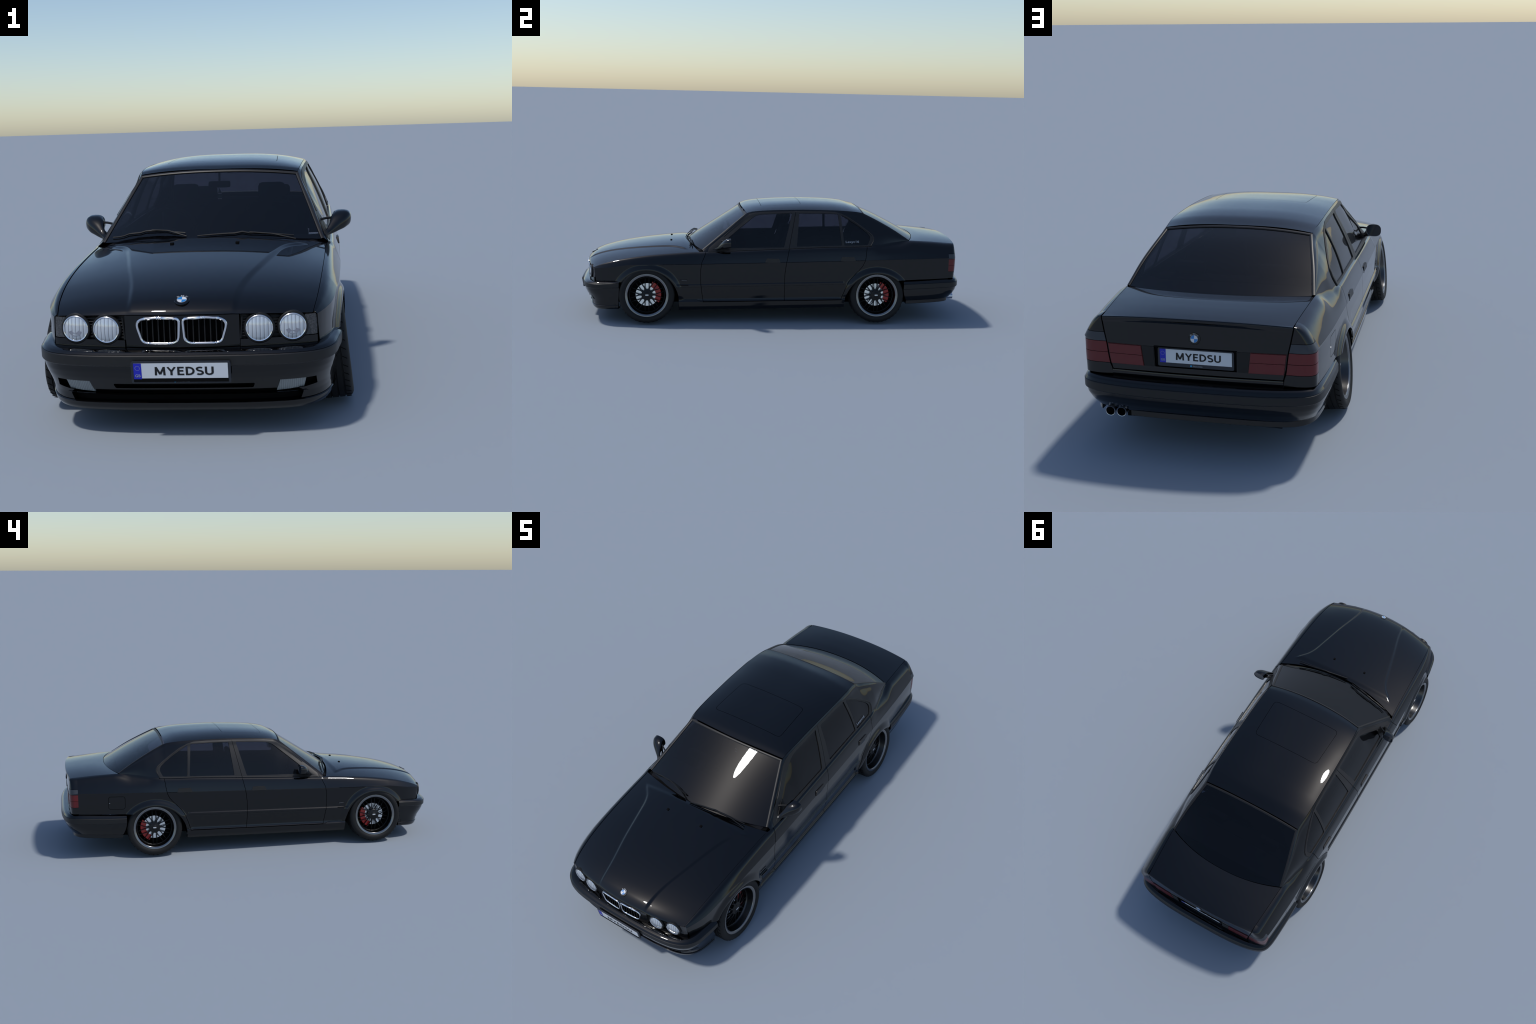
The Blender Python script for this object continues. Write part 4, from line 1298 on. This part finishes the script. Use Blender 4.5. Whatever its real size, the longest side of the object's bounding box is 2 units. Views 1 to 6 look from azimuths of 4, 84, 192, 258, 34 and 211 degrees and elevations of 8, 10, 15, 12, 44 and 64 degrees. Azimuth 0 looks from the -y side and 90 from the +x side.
def badge(origin, ux, uy, R, parent):
    o = Vector(origin); ux = Vector(ux).normalized(); uy = Vector(uy).normalized(); n = ux.cross(uy)
    def ring(prof, mat, nm, par):
        V, F = lathe(prof, 48); V = [o + n*v[0] + ux*v[1] + uy*v[2] for v in V]
        bm = bmesh.new(); mv = [bm.verts.new(v) for v in V]
        for f in F:
            try: bm.faces.new([mv[i] for i in f])
            except ValueError: pass
        bmesh.ops.remove_doubles(bm, verts=bm.verts[:], dist=1e-6)
        bmesh.ops.recalc_face_normals(bm, faces=bm.faces[:])
        return from_bm(nm, bm, mat, par)
    bd = ring([(.0, .0022), (R*.62, .0022), (R*.95, .0018), (R, .0008), (R, -.004), (0., -.004)], PAINT, 'round_badge', parent)
    r = R*.615
    for k in range(4):
        V = [o + n*.0026] + [o + n*.0026 + ux*(r*math.cos(t)) + uy*(r*math.sin(t)) for t in np.linspace(k*math.pi/2, (k+1)*math.pi/2, 14)]
        add_mesh('badge_quarter', V, [(0, i, i+1) for i in range(1, 14)], LOGOB if k in (1, 3) else LOGOW, bd, smooth=False)
    V, F = tube([o + n*.0024 + ux*(r*math.cos(t)) + uy*(r*math.sin(t)) for t in np.linspace(0, 2*math.pi, 40, endpoint=False)], R*.03, 6, closed=True)
    add_mesh('badge_ring', V, F, LETTER, bd)
    for ch, a in (('B', 2.30), ('M', math.pi/2), ('W', .84)):
        rad = ux*math.cos(a) + uy*math.sin(a); tan = ux*math.sin(a) - uy*math.cos(a)
        text_obj('badge_letter', ch, R*(.30 if ch == 'B' else .40), R*.26, o + n*.0023 + rad*(R*.80), tan, rad, LETTER, bd)
i_ = HG.shape[1]//2
hz = surf_z(HG, 0, -.938)
badge((0, -.940, hz-.0020), (1, 0, 0), (0, .91, .43), .0175, hood)
badge((0, face_y(0, .366)+.0015, .3655), (-1, 0, 0), (0, -.13, 1), .0172, trunk)
# signature on the left rear quarter glass
y0, y1 = .366, .437
zc_ = .4225
o = Vector((glass_x((y0+y1)/2, zc_)+.0006, (y0+y1)/2, zc_))
uy_ = Vector((glass_x(.40, .435)-glass_x(.40, .410), 0, .025))
text_obj('window_signature', 'Lexyc16', .069, .0155, o, (0, 1, .03), tuple(uy_), mat_basic('signature_white', (.30, .33, .38), rough=.6), doors['rear_door'][0])

# ---------------------------------------------------------------- interior
def seat(x, y):
    b = box((x-.085, y-.10, .15), (x+.085, y+.10, .235), .02); s_ = from_bm('seat', b, SEAT)
    b = box((x-.080, y+.07, .21), (x+.080, y+.13, .445), .022)
    for v in b.verts: v.co.y += (v.co.z-.21)*.30
    from_bm('seat_back', b, SEAT, s_)
    b = box((x-.045, y+.148, .452), (x+.045, y+.178, .510), .014)
    for v in b.verts: v.co.y += (v.co.z-.45)*.2
    from_bm('headrest', b, SEAT, s_)
seat(.145, -.06); seat(-.145, -.06)
b = box((-.255, .36, .20), (.255, .52, .27), .02); rs = from_bm('rear_seat', b, SEAT)
b = box((-.255, .46, .22), (.255, .54, .43), .02)
for v in b.verts: v.co.y += (v.co.z-.22)*.25
from_bm('seat_back', b, SEAT, rs)
for x in (.14, -.14):
    b = box((x-.05, .53, .43), (x+.05, .56, .475), .012); from_bm('headrest', b, SEAT, rs)
b = box((-.29, .56, .40), (.29, .70, .42), .004); from_bm('parcel_shelf', b, SEAT)
b = box((-.305, -.40, .25), (.305, -.24, .375), .02); dash = from_bm('dashboard', b, SEAT)
b = box((-.325, -.46, .12), (.325, .335, .16), 0); from_bm('cabin_floor', b, BLACK)
cw = []
for t in np.linspace(0, 2*math.pi, 36, endpoint=False):
    u, v = .078*math.cos(t), .078*math.sin(t)
    cw.append((-.145+u, -.195 - v*.35, .385+v*.93))
V, F = tube(cw, .007, 8, closed=True); swh = add_mesh('steering_wheel', V, F, SEAT)
V, F = tube([(-.145, -.25, .355), (-.145, -.20, .383)], .018, 12); add_mesh('steering_column', V, F, SEAT, swh)
b = box((-.034, -.150, .512), (.034, -.136, .532), .006); im = from_bm('interior_mirror', b, SEAT)
V, F = tube([(0, -.142, .53), (0, -.138, .56)], .0035, 6); add_mesh('mirror_stem', V, F, SEAT, im)
# hanging tree-shaped air freshener
ol = [(0, .018), (.005, .006), (.003, .006), (.008, -.004), (.004, -.004), (.009, -.012), (.003, -.012), (.003, -.017), (-.003, -.017), (-.003, -.012), (-.009, -.012), (-.004, -.004), (-.008, -.004), (-.003, .006), (-.005, .006)]
V, F = plate_from_outline(ol, .001); V = [(v[0], -.146-v[2], .492+v[1]) for v in V]
af = add_mesh('air_freshener', V, F, GREEN, im)
V, F = tube([(0, -.146, .51), (0, -.144, .53)], .0005, 5); add_mesh('hang_string', V, F, LETTER, af)
for z in (.494, .478):
    b = box((-.006, -.148, z-.0015), (.006, -.1465, z+.0015)); from_bm('card_label', b, LETTER, af)

# ------------------------------------------- keep the tree car > part > sub-part
for ob in list(bpy.context.scene.objects):
    if ob.parent and ob.parent is not root and ob.children: ob.parent = root
